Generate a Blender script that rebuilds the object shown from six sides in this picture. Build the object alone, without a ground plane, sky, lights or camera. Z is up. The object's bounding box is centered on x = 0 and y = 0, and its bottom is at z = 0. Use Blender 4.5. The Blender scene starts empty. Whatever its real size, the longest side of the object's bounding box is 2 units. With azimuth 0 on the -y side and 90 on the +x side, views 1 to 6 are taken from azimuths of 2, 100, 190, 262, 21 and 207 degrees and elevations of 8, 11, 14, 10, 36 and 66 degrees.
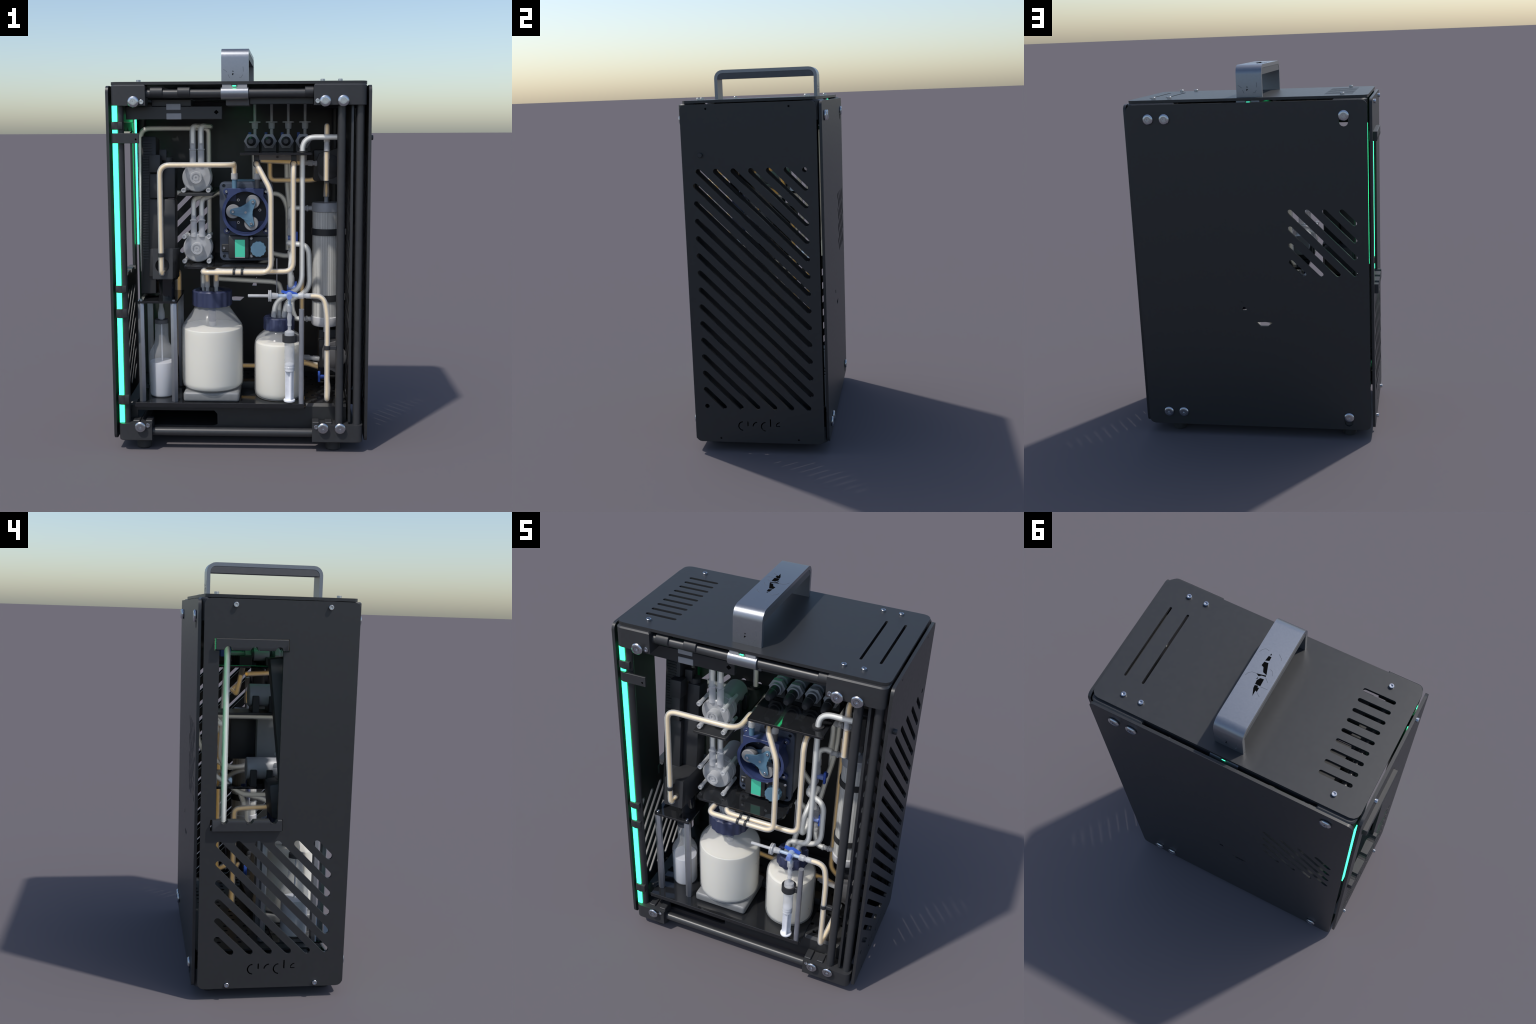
import bpy, bmesh, math, random
from mathutils import Vector, Matrix

random.seed(7)
V = Vector
COLL = bpy.context.scene.collection

# ------------------------------------------------------------------ materials
def new_mat(name):
    m = bpy.data.materials.new(name)
    m.use_nodes = True
    nt = m.node_tree
    nt.nodes.clear()
    out = nt.nodes.new("ShaderNodeOutputMaterial")
    return m, nt, out

def pbr(name, col, rough=0.5, metal=0.0, spec=0.5, var=0.06, scale=40.0, bump=0.0,
        alpha=1.0, emis=None, estr=0.0, coat=0.0, sss=0.0, rvar=0.05):
    """Principled surface with a faint procedural mottling of colour and gloss."""
    m, nt, out = new_mat(name)
    N, L = nt.nodes, nt.links
    b = N.new("ShaderNodeBsdfPrincipled")
    tc = N.new("ShaderNodeTexCoord")
    nz = N.new("ShaderNodeTexNoise")
    nz.inputs["Scale"].default_value = scale
    nz.inputs["Detail"].default_value = 4
    L.new(tc.outputs["Object"], nz.inputs["Vector"])
    cr = N.new("ShaderNodeValToRGB")
    lo = [max(0, c * (1 - var)) for c in col]
    hi = [min(1, c * (1 + var)) for c in col]
    cr.color_ramp.elements[0].position = 0.3
    cr.color_ramp.elements[1].position = 0.7
    cr.color_ramp.elements[0].color = (*lo, 1)
    cr.color_ramp.elements[1].color = (*hi, 1)
    L.new(nz.outputs["Fac"], cr.inputs["Fac"])
    L.new(cr.outputs["Color"], b.inputs["Base Color"])
    mr = N.new("ShaderNodeMapRange")
    mr.inputs["To Min"].default_value = max(0.02, rough - rvar)
    mr.inputs["To Max"].default_value = min(1.0, rough + rvar)
    L.new(nz.outputs["Fac"], mr.inputs["Value"])
    L.new(mr.outputs["Result"], b.inputs["Roughness"])
    b.inputs["Metallic"].default_value = metal
    b.inputs["Specular IOR Level"].default_value = spec
    b.inputs["Coat Weight"].default_value = coat
    if sss:
        b.inputs["Subsurface Weight"].default_value = sss
        b.inputs["Subsurface Radius"].default_value = (0.04, 0.035, 0.025)
        b.inputs["Subsurface Scale"].default_value = 1.0
    if emis:
        b.inputs["Emission Color"].default_value = (*emis, 1)
        b.inputs["Emission Strength"].default_value = estr
    if bump:
        bp = N.new("ShaderNodeBump")
        bp.inputs["Strength"].default_value = bump
        bp.inputs["Distance"].default_value = 0.001
        L.new(nz.outputs["Fac"], bp.inputs["Height"])
        L.new(bp.outputs["Normal"], b.inputs["Normal"])
    if alpha < 1.0:
        tr = N.new("ShaderNodeBsdfTransparent")
        mx = N.new("ShaderNodeMixShader")
        lw = N.new("ShaderNodeLayerWeight")
        lw.inputs["Blend"].default_value = 0.35
        ad = N.new("ShaderNodeMapRange")
        ad.inputs["To Min"].default_value = alpha
        ad.inputs["To Max"].default_value = min(1.0, alpha + 0.25)
        L.new(lw.outputs["Facing"], ad.inputs["Value"])
        L.new(ad.outputs["Result"], mx.inputs["Fac"])
        L.new(tr.outputs["BSDF"], mx.inputs[1])
        L.new(b.outputs["BSDF"], mx.inputs[2])
        L.new(mx.outputs["Shader"], out.inputs["Surface"])
    else:
        L.new(b.outputs["BSDF"], out.inputs["Surface"])
    return m

def fibre_mat(name):
    """Bundle of pale hollow fibres: fine vertical streaks round the axis."""
    m, nt, out = new_mat(name)
    N, L = nt.nodes, nt.links
    b = N.new("ShaderNodeBsdfPrincipled")
    tc = N.new("ShaderNodeTexCoord")
    mp = N.new("ShaderNodeMapping")
    mp.inputs["Scale"].default_value = (260, 260, 1.2)
    nz = N.new("ShaderNodeTexNoise")
    nz.inputs["Scale"].default_value = 1.0
    nz.inputs["Detail"].default_value = 3
    cr = N.new("ShaderNodeValToRGB")
    cr.color_ramp.elements[0].position = 0.32
    cr.color_ramp.elements[1].position = 0.58
    cr.color_ramp.elements[0].color = (0.30, 0.30, 0.29, 1)
    cr.color_ramp.elements[1].color = (0.74, 0.73, 0.69, 1)
    L.new(tc.outputs["Object"], mp.inputs["Vector"])
    L.new(mp.outputs["Vector"], nz.inputs["Vector"])
    L.new(nz.outputs["Fac"], cr.inputs["Fac"])
    L.new(cr.outputs["Color"], b.inputs["Base Color"])
    bp = N.new("ShaderNodeBump")
    bp.inputs["Strength"].default_value = 0.4
    bp.inputs["Distance"].default_value = 0.002
    L.new(nz.outputs["Fac"], bp.inputs["Height"])
    L.new(bp.outputs["Normal"], b.inputs["Normal"])
    b.inputs["Roughness"].default_value = 0.4
    L.new(b.outputs["BSDF"], out.inputs["Surface"])
    return m

BLACK = pbr("black_coated_sheet", (0.025, 0.026, 0.028), 0.42, spec=0.5, var=0.05, scale=60, bump=0.03)
BLACKP = pbr("black_plastic", (0.028, 0.029, 0.032), 0.5, var=0.08, scale=80)
RUBBER = pbr("black_rubber", (0.022, 0.022, 0.024), 0.75, var=0.1, scale=90)
TUBEBLK = pbr("black_anodised_tube", (0.035, 0.036, 0.039), 0.38, spec=0.5, var=0.05)
GLOSSBLK = pbr("glossy_black_acrylic", (0.014, 0.015, 0.017), 0.05, spec=0.6, var=0.05, rvar=0.03)
STEEL = pbr("polished_steel", (0.52, 0.54, 0.58), 0.25, metal=1.0, var=0.05)
ALU = pbr("brushed_aluminium", (0.27, 0.285, 0.315), 0.36, metal=0.85, var=0.03, scale=120)
POST = pbr("satin_steel_post", (0.38, 0.39, 0.43), 0.4, metal=0.7, var=0.04)
MARK = pbr("dark_engraving", (0.004, 0.004, 0.004), 0.9, spec=0.0)
SCRATCH = pbr("scratch_groove", (0.10, 0.11, 0.13), 0.7)
MOTOR = pbr("grey_motor_can", (0.36, 0.37, 0.40), 0.45, metal=0.1, var=0.03)
GREYP = pbr("grey_plastic", (0.30, 0.305, 0.32), 0.5, var=0.03)
DGREY = pbr("dark_grey_plastic", (0.10, 0.10, 0.105), 0.5)
CAPW = pbr("white_cap_plastic", (0.66, 0.66, 0.68), 0.35)
NAVY = pbr("navy_plastic", (0.036, 0.045, 0.10), 0.45)
BLUE = pbr("royal_blue_plastic", (0.045, 0.12, 0.55), 0.4)
PBLUE = pbr("pale_blue_plastic", (0.20, 0.28, 0.62), 0.35)
PUMPB = pbr("dark_blue_housing", (0.035, 0.052, 0.14), 0.42)
SLATE = pbr("slate_blue_housing", (0.065, 0.08, 0.115), 0.4)
CUP = pbr("pump_cup_floor", (0.015, 0.018, 0.032), 0.5)
TEAL = pbr("steel_blue_rotor", (0.10, 0.20, 0.29), 0.4)
ROLLER = pbr("grey_roller", (0.26, 0.26, 0.265), 0.55)
SCREEN = pbr("green_display", (0.05, 0.42, 0.28), 0.35, emis=(0.05, 0.42, 0.28), estr=0.35, var=0.02)
LEDG = pbr("green_light_strip", (0.01, 0.02, 0.02), 0.5, spec=0.0, emis=(0.038, 1.0, 0.345), estr=4.6, var=0.0)
LEDO = pbr("amber_indicator", (0.9, 0.4, 0.02), 0.5, emis=(1.0, 0.32, 0.01), estr=4.0, var=0.0)
CLEAR = pbr("clear_silicone", (0.82, 0.83, 0.84), 0.16, alpha=0.34, var=0.02)
FROST = pbr("frosted_polymer", (0.72, 0.73, 0.75), 0.25, alpha=0.42, var=0.03)
FROST2 = pbr("frosted_polymer_dense", (0.68, 0.69, 0.71), 0.3, alpha=0.46, var=0.03)
GLASS = pbr("bottle_wall", (0.78, 0.79, 0.80), 0.12, alpha=0.22, var=0.02)
BLUEC = pbr("tinted_clear_polymer", (0.55, 0.68, 0.85), 0.2, alpha=0.5, var=0.02)
MILK = pbr("cream_medium", (0.88, 0.84, 0.73), 0.5, var=0.01, scale=8, sss=0.3)
WHITEL = pbr("white_medium", (0.74, 0.75, 0.80), 0.5, var=0.01, scale=8, sss=0.3)
AMBER = pbr("amber_fluid", (0.86, 0.70, 0.40), 0.35, var=0.02, scale=20, emis=(0.9, 0.55, 0.13), estr=0.20)  # cream base for the sunlit look; amber glow added by emission for shaded runs
PALE = pbr("pale_fluid", (0.78, 0.78, 0.74), 0.35, var=0.04, scale=20, emis=(0.9, 0.88, 0.78), estr=0.14)  # faint emission lightens the liquid where the cabinet is dark
WHITEP = pbr("white_polymer", (0.80, 0.81, 0.85), 0.3)
FIBRE = fibre_mat("hollow_fibre_bundle")
GREYT = pbr("grey_scale_body", (0.20, 0.205, 0.21), 0.4)

# ------------------------------------------------------------------ geometry
def finish(name, bm, mat, parent=None, angle=35, smooth=True):
    bmesh.ops.recalc_face_normals(bm, faces=bm.faces[:])
    me = bpy.data.meshes.new(name)
    bm.to_mesh(me)
    bm.free()
    if smooth:
        me.polygons.foreach_set("use_smooth", [True] * len(me.polygons))
        me.set_sharp_from_angle(angle=math.radians(angle))
    me.materials.append(mat)
    ob = bpy.data.objects.new(name, me)
    COLL.objects.link(ob)
    if parent is not None:
        ob.parent = parent
    return ob

def add_box(bm, lo, hi, bev=0.0, seg=2):
    lo, hi = V(lo), V(hi)
    r = bmesh.ops.create_cube(bm, size=1.0)
    vs = r["verts"]
    c, s = (lo + hi) / 2, hi - lo
    for v in vs:
        v.co = V((c.x + v.co.x * s.x, c.y + v.co.y * s.y, c.z + v.co.z * s.z))
    if bev:
        es = list({e for v in vs for e in v.link_edges})
        bmesh.ops.bevel(bm, geom=es, offset=bev, segments=seg, affect='EDGES', profile=0.5)

def basis(d):
    d = V(d).normalized()
    a = V((0, 0, 1)) if abs(d.z) < 0.9 else V((1, 0, 0))
    u = d.cross(a).normalized()
    return d, u, d.cross(u)

def add_lathe(bm, o, d, prof, n=32, closed=True, rot=0.0, arc=None):
    """prof: list of (radius, height) along direction d from o."""
    d, u, w = basis(d)
    o = V(o)
    rings = []
    for r, h in prof:
        rings.append([bm.verts.new(o + d * h + (u * math.cos(a) + w * math.sin(a)) * r)
                      for a in (rot + 2 * math.pi * k / n for k in range(n))])
    for a, b in zip(rings, rings[1:]):
        for k in range(n):
            bm.faces.new((a[k], a[(k + 1) % n], b[(k + 1) % n], b[k]))
    if closed:
        bm.faces.new(rings[0][::-1])
        bm.faces.new(rings[-1])
    return rings

def add_ring(bm, o, d, r0, r1, h0, h1, n=40):
    """hollow collar between radii r0 < r1"""
    d, u, w = basis(d)
    o = V(o)
    pr = [(r0, h0), (r1, h0), (r1, h1), (r0, h1)]
    rings = [[bm.verts.new(o + d * h + (u * math.cos(2 * math.pi * k / n) + w * math.sin(2 * math.pi * k / n)) * r)
              for k in range(n)] for r, h in pr]
    for i in range(4):
        a, b = rings[i], rings[(i + 1) % 4]
        for k in range(n):
            bm.faces.new((a[k], a[(k + 1) % n], b[(k + 1) % n], b[k]))

def add_cyl(bm, p0, p1, r, n=24, bev=0.0, r1=None):
    p0, p1 = V(p0), V(p1)
    L = (p1 - p0).length
    r1 = r if r1 is None else r1
    if bev:
        prof = [(r - bev, 0), (r, bev), (r1, L - bev), (r1 - bev, L)]
    else:
        prof = [(r, 0), (r1, L)]
    add_lathe(bm, p0, p1 - p0, prof, n)

def box(name, lo, hi, mat, parent, bev=0.0, seg=2):
    bm = bmesh.new()
    add_box(bm, lo, hi, bev, seg)
    return finish(name, bm, mat, parent)

def cyl(name, p0, p1, r, mat, parent, n=28, bev=0.0, r1=None):
    bm = bmesh.new()
    add_cyl(bm, p0, p1, r, n, bev, r1)
    return finish(name, bm, mat, parent)

def lathe(name, o, d, prof, mat, parent, n=40, rot=0.0):
    bm = bmesh.new()
    add_lathe(bm, o, d, prof, n, rot=rot)
    return finish(name, bm, mat, parent)

def empty(name, parent=None, loc=(0, 0, 0)):
    e = bpy.data.objects.new(name, None)
    e.empty_display_size = 0.05
    e.location = loc
    COLL.objects.link(e)
    if parent is not None:
        e.parent = parent
    return e

def dup(ob, loc, parent=None, rot=None, kids=True):
    c = ob.copy()
    COLL.objects.link(c)
    c.location = loc
    if rot is not None:
        c.rotation_euler = rot
    if parent is not None:
        c.parent = parent
    if kids:
        for k in ob.children:
            kc = k.copy()
            COLL.objects.link(kc)
            kc.parent = c
    return c

# ---- flat sheets with holes
def rrect(u0, v0, u1, v1, r, seg=4):
    pts = []
    for cx, cy, a0 in ((u1 - r, v0 + r, -90), (u1 - r, v1 - r, 0), (u0 + r, v1 - r, 90), (u0 + r, v0 + r, 180)):
        for k in range(seg + 1):
            a = math.radians(a0 + 90 * k / seg)
            pts.append((cx + r * math.cos(a), cy + r * math.sin(a)))
    return pts

def slot(a, b, w, seg=6):
    ax, ay = a
    bx, by = b
    t = math.atan2(by - ay, bx - ax)
    pts = []
    for (cx, cy), s in (((bx, by), t - math.pi / 2), ((ax, ay), t + math.pi / 2)):
        for k in range(seg + 1):
            an = s + math.pi * k / seg
            pts.append((cx + w / 2 * math.cos(an), cy + w / 2 * math.sin(an)))
    return pts

def disc(c, r, n=16):
    return [(c[0] + r * math.cos(2 * math.pi * k / n), c[1] + r * math.sin(2 * math.pi * k / n)) for k in range(n)]

def stroke(path, w):
    """closed outline of an open polyline of width w"""
    L, R = [], []
    for i, p in enumerate(path):
        a = path[max(0, i - 1)]
        b = path[min(len(path) - 1, i + 1)]
        t = V((b[0] - a[0], b[1] - a[1])).normalized()
        n = V((-t.y, t.x)) * w / 2
        L.append((p[0] + n.x, p[1] + n.y))
        R.append((p[0] - n.x, p[1] - n.y))
    return L + R[::-1]

def arc(c, r, a0, a1, n=10):
    return [(c[0] + r * math.cos(math.radians(a0 + (a1 - a0) * k / n)), c[1] + r * math.sin(math.radians(a0 + (a1 - a0) * k / n))) for k in range(n + 1)]

def sheet(name, outline, holes, thick, origin, U, W, mat, parent, bev=0.0):
    """Sheet in the plane (U, W) through origin, growing by thick along U x W."""
    cu = bpy.data.curves.new(name, "CURVE")
    cu.dimensions = "2D"
    cu.fill_mode = "BOTH"
    cu.extrude = thick / 2
    for loop in [outline] + list(holes):
        sp = cu.splines.new("POLY")
        sp.points.add(len(loop) - 1)
        for p, q in zip(sp.points, loop):
            p.co = (q[0], q[1], 0, 1)
        sp.use_cyclic_u = True
    tmp = bpy.data.objects.new("tmp", cu)
    COLL.objects.link(tmp)
    dg = bpy.context.evaluated_depsgraph_get()
    me = bpy.data.meshes.new_from_object(tmp.evaluated_get(dg))
    bpy.data.objects.remove(tmp)
    bpy.data.curves.remove(cu)
    U, W = V(U), V(W)
    N = U.cross(W)
    o = V(origin) + N * thick / 2
    bm = bmesh.new()
    bm.from_mesh(me)
    bpy.data.meshes.remove(me)
    bmesh.ops.remove_doubles(bm, verts=bm.verts[:], dist=1e-5)
    for v in bm.verts:
        c = v.co.copy()
        v.co = o + U * c.x + W * c.y + N * c.z
    if bev:
        es = [e for e in bm.edges if len(e.link_faces) == 2 and e.calc_face_angle(0) > 1.2]
        bmesh.ops.bevel(bm, geom=es, offset=bev, segments=1, affect='EDGES')
    return finish(name, bm, mat, parent, angle=30)

def diag_slots(u0, u1, v0, v1, c0, pitch, w, rdot):
    """45 degree slots on the lines u + v = c0 + k*pitch cut to a rectangle"""
    out = []
    for k in range(-40, 41):
        c = c0 + k * pitch
        a = (max(u0, c - v1), min(v1, c - u0))
        b = (min(u1, c - v0), max(v0, c - u1))
        if a[0] > b[0] + 0.012:
            continue
        if b[0] - a[0] < 0.012:
            m = (min(u1, max(u0, (a[0] + b[0]) / 2)), min(v1, max(v0, (a[1] + b[1]) / 2)))
            if abs(m[0] + m[1] - c) < 0.012:
                out.append(disc(m, rdot, 10))
            continue
        out.append(slot(a, b, w))
    return out

# ---- tubes
def fillet(pts, R, seg=7):
    pts = [V(p) for p in pts]
    out = [pts[0]]
    for i in range(1, len(pts) - 1):
        p, a, b = pts[i], pts[i - 1], pts[i + 1]
        r = R[i - 1] if isinstance(R, (list, tuple)) else R
        da, db = a - p, b - p
        la, lb = da.length, db.length
        da.normalize(); db.normalize()
        r = min(r, la * 0.48, lb * 0.48)
        s, e = p + da * r, p + db * r
        for k in range(seg + 1):
            t = k / seg
            # quarter-like blend
            out.append(s * (1 - t) ** 2 + p * 2 * t * (1 - t) + e * t ** 2)
    out.append(pts[-1])
    res = [out[0]]
    for q in out[1:]:
        if (q - res[-1]).length > 1e-4:
            res.append(q)
    return res

def trim(path, a, b):
    def cut(p, d):
        p = list(p)
        while d > 0 and len(p) > 2:
            L = (p[1] - p[0]).length
            if L > d:
                p[0] = p[0] + (p[1] - p[0]) * (d / L)
                return p
            d -= L
            p.pop(0)
        return p
    p = cut(path, a)
    return cut(p[::-1], b)[::-1]

def add_sweep(bm, path, r, n=16):
    T = []
    for i in range(len(path)):
        a, b = path[max(0, i - 1)], path[min(len(path) - 1, i + 1)]
        T.append((b - a).normalized())
    _, u, w = basis(T[0])
    rings = []
    for i, p in enumerate(path):
        t = T[i]
        u = (u - t * u.dot(t)).normalized()
        w = t.cross(u)
        rings.append([bm.verts.new(p + (u * math.cos(2 * math.pi * k / n) + w * math.sin(2 * math.pi * k / n)) * r) for k in range(n)])
    for a, b in zip(rings, rings[1:]):
        for k in range(n):
            bm.faces.new((a[k], a[(k + 1) % n], b[(k + 1) % n], b[k]))
    bm.faces.new(rings[0][::-1])
    bm.faces.new(rings[-1])

def tube(pts, fluid, parent, R=0.05, ro=0.0137, ri=0.0078, ends=(0.0, 0.0)):
    """Clear flexible tube with a coloured liquid core"""
    path = fillet(pts, R)
    bm = bmesh.new()
    add_sweep(bm, path, ro)
    t = finish("tube", bm, CLEAR, parent, angle=50)
    core = trim(path, max(ends[0], 0.001), max(ends[1], 0.001))
    bm = bmesh.new()
    add_sweep(bm, core, ri, 12)
    finish("tube_fluid", bm, fluid, t, angle=50)
    return t

# ================================================================== the machine
root = empty("benchtop_bioreactor")
root["label"] = "open black cabinet of pumps, bottles and clear tubing with handle"
root["category"] = "laboratory machine"

# ------------------------------------------------------------------ cabinet sheets
X1, T = 0.639, 0.0138
housing = empty("housing", root)

def word_holes():
    """the cut-out word: open strokes c i r c l e, u to the right"""
    w = 0.0062
    return [stroke(arc((-0.0865, 0.1475), 0.0235, 92, 268), w),
            stroke([(-0.0602, 0.1745), (-0.0602, 0.1475)], w),
            stroke(arc((-0.0095, 0.1460), 0.0240, 92, 178, 6), w),
            stroke(arc((0.0345, 0.1470), 0.0235, 92, 268), w),
            stroke([(0.0600, 0.1885), (0.0600, 0.1470)], w),
            stroke(arc((0.1100, 0.1500), 0.0205, 92, 150, 5) + [(0.0905, 0.1495), (0.1100, 0.1495)], w * 0.85)]

# right panel: u = +y, v = z, grows towards -x from x = 0.639
vent_r = diag_slots(-0.277, 0.2785, 0.2515, 1.489, 1.764, -0.0892, 0.0265, 0.0125)
pins = [disc((y, z), 0.0055, 8) for y in (-0.207, 0.207) for z in (0.0775, 1.798)]
panel_r = sheet("side_panel", rrect(-0.3405, 0.0565, 0.3405, 1.821, 0.03), vent_r + pins + word_holes(), T,
                (X1 - T, 0, 0), (0, 1, 0), (0, 0, 1), BLACK, housing)

# left panel: u = -y
vent_l = diag_slots(-0.2545, 0.2505, 0.2325, 0.7445, 0.4872, 0.0895, 0.0300, 0.0115)
window = [(-0.297, 0.805), (0.030, 0.805), (0.030, 0.857), (0.006, 0.857), (0.006, 1.602), (0.031, 1.602), (0.031, 1.656),
          (-0.297, 1.656), (-0.297, 1.602), (-0.2735, 1.602), (-0.2735, 0.857), (-0.297, 0.857)]
panel_l = sheet("side_panel", rrect(-0.3405, 0.0565, 0.3405, 1.823, 0.03), vent_l + [window] + word_holes(), T,
                (-X1 + T, 0, 0), (0, -1, 0), (0, 0, 1), BLACK, housing)

# back panel: u = -x, grows towards +y
vent_b = diag_slots(0.2136, 0.5455, 0.929, 1.2605, 1.4755, 0.0893, 0.0250, 0.0115)
crest = [[(0.012, 0.6625), (0.036, 0.6405), (0.077, 0.6405), (0.1023, 0.6605), (0.0645, 0.665)],
         [(-0.0585, 0.7475), (-0.0586, 0.7276), (-0.0326, 0.7280), (-0.0403, 0.7474)],
         [(-0.0612, 0.7808), (-0.053, 0.7725), (-0.058, 0.7715)]]
back = sheet("back_panel", rrect(-0.6165, 0.0595, 0.6165, 1.8195, 0.03), vent_b + crest + [slot((0.4985, 1.745), (0.4985, 1.712), 0.046), slot((0.4985, 0.133), (0.4985, 0.10), 0.046)],
             T, (0, 0.352, 0), (-1, 0, 0), (0, 0, 1), BLACK, housing)

# top plate: u = x, v = y
vent_t = [slot((-0.528, -0.2122 + 0.0529 * k), (-0.396, -0.2122 + 0.0529 * k), 0.0185) for k in range(9)]
vent_t += [slot((x, -0.189), (x, 0.189), 0.012) for x in (0.4505, 0.5370)]
top = sheet("top_plate", rrect(-0.618, -0.337, 0.618, 0.337, 0.035, 3), vent_t, 0.0138, (0, 0, 1.8262), (1, 0, 0), (0, 1, 0), BLACK, housing)

# inner partition beside the right wall, slotted like the wall
part_holes = diag_slots(-0.277, 0.2785, 0.2515, 1.489, 1.764, -0.0892, 0.0265, 0.0125)
sheet("inner_partition", rrect(-0.331, 0.15, 0.331, 1.80, 0.01, 2), part_holes, 0.0115, (0.5435, 0, 0), (0, 1, 0), (0, 0, 1), BLACK, housing)

# floor tray: perforated sheet with folded front skirt, closed below
perf = []
for r in range(11):
    for c in range(18):
        x = -0.53 + 0.06 * c + (0.03 if r % 2 else 0.0)
        y = -0.215 + 0.0495 * r
        if -0.55 < x < 0.50:
            perf.append(disc((x, y), 0.0105, 10))
sheet("perforated_floor", rrect(-0.585, -0.248, 0.538, 0.345, 0.004, 1), perf, 0.010, (0, 0, 0.2165), (1, 0, 0), (0, 1, 0), BLACK, housing)
skirt_hole = [(-0.53, 0.108), (-0.14, 0.106), (-0.12, 0.114), (-0.12, 0.168), (-0.135, 0.186), (-0.53, 0.186)]
sheet("front_skirt", rrect(-0.585, 0.086, 0.538, 0.212, 0.004, 1), [skirt_hole], 0.010, (0, -0.252, 0), (1, 0, 0), (0, 0, 1), BLACK, housing)
bm = bmesh.new()   # the folded edge between floor and skirt
vs = [bm.verts.new(p) for x in (-0.585, 0.538) for p in ((x, -0.2485, 0.2262), (x, -0.2618, 0.2115), (x, -0.2525, 0.2115), (x, -0.2485, 0.2168))]
a, b = vs[:4], vs[4:]
bm.faces.new(a); bm.faces.new(b[::-1])
for k in range(4):
    bm.faces.new((a[k], a[(k + 1) % 4], b[(k + 1) % 4], b[k]))
finish("folded_edge", bm, BLACK, housing)
box("base_plate", (-0.585, -0.251, 0.0870), (0.585, 0.345, 0.0945), BLACK, housing)

# ------------------------------------------------------------------ tube frame
frame = empty("frame", root)
ZT, ZB, YB, RB = 1.7845, 0.0925, 0.3145, 0.0202
for sy in (-1, 1):
    for x in (-0.577, 0.4985, 0.5872):
        cyl("frame_tube", (x, sy * YB, 0.135), (x, sy * YB, 1.74), RB, TUBEBLK, frame)
    for z in (ZT, ZB):
        cyl("frame_tube", (-0.46, sy * YB, z), (0.38, sy * YB, z), RB + 0.001, TUBEBLK, frame)
for x in (-0.4995, 0.4595):
    for z in (1.752, 0.128):
        cyl("frame_tube", (x, -0.30, z), (x, 0.30, z), 0.018, TUBEBLK, frame)

def corner_block(x0, x1, z0, z1, sy, topside):
    bm = bmesh.new()
    outer = x0 if x0 < -0.5 else x1
    if topside:
        add_box(bm, (x0, 0.268, z0), (x1, 0.3545, z1), 0.0)
    else:
        add_box(bm, (x0, 0.268, z0), (x1, 0.3545, z1), 0.0)
    # rounded vertical outer corner and bevelled long edge
    es = [e for e in bm.edges if all(abs(v.co.x - outer) < 1e-4 and abs(v.co.y - 0.3545) < 1e-4 for v in e.verts)]
    bmesh.ops.bevel(bm, geom=es, offset=0.028, segments=5, affect='EDGES', profile=0.5)
    zz = z1 if topside else z0
    es = [e for e in bm.edges if all(abs(v.co.z - zz) < 1e-4 for v in e.verts) and len(e.link_faces) == 2]
    bmesh.ops.bevel(bm, geom=es, offset=0.006 if topside else 0.003, segments=1, affect='EDGES')
    if not topside:  # clamp lug standing on the inner end
        xi = x1 if outer == x0 else x0
        s = -1 if outer == x0 else 1
        add_box(bm, (min(xi, xi + s * 0.035), 0.272, z1 - 0.004), (max(xi, xi + s * 0.035), 0.335, z1 + 0.012), 0.003, 1)
        add_box(bm, (min(xi + s * 0.065, xi + s * 0.10), 0.272, z1 - 0.004), (max(xi + s * 0.065, xi + s * 0.10), 0.330, z1 + 0.010), 0.003, 1)
    if sy < 0:
        bmesh.ops.transform(bm, matrix=Matrix.Diagonal((1, -1, 1, 1)), verts=bm.verts[:])
    return finish("corner_block", bm, BLACKP, frame, angle=25)

for sy in (-1, 1):
    d = 0 if sy < 0 else -0.006
    for z0, z1, tp in ((1.7270, 1.8255, True), (0.0555, 0.1425, False)):
        corner_block(-0.6125, -0.4445, z0, z1, sy, tp)
        corner_block(0.3635, 0.6155, z0, z1, sy, tp)

box("top_beam", (0.055, -0.288, 1.733), (0.362, -0.270, 1.800), BLACK, frame, 0.002, 1)
box("lamp_housing", (-0.062, -0.285, 1.727), (0.052, -0.150, 1.790), DGREY, frame, 0.004)

# hand holds / collars on the top front tube
bm = bmesh.new()
for a, b in ((-0.4238, -0.3630), (-0.2908, -0.2310), (0.3205, 0.3630)):
    add_cyl(bm, (a, -YB, ZT + 0.006), (b, -YB, ZT + 0.006), 0.0272, 20, 0.002)
finish("tube_collars", bm, BLACKP, frame)["kind"] = "stuff"
for sy in (-1, 1):
    sl = cyl("clamp_sleeve", (-0.0822, sy * YB, ZT), (0.0502, sy * YB, ZT), 0.0312, ALU, frame, n=36, bev=0.0012)
    box("sleeve_saddle", (-0.075, sy * YB - 0.02, 1.806), (0.044, sy * YB + 0.02, 1.8258), GREYP, frame)

# feet
foot0 = None
for x in (-0.4955, 0.4700):
    for y in (-0.278, 0.278):
        if foot0 is None:
            foot0 = lathe("rubber_foot", (0, 0, 0), (0, 0, 1), [(0.033, 0), (0.0375, 0.004), (0.0385, 0.056)], RUBBER, frame)
            foot0.location = (x, y, 0)
        else:
            dup(foot0, (x, y, 0))

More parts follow.
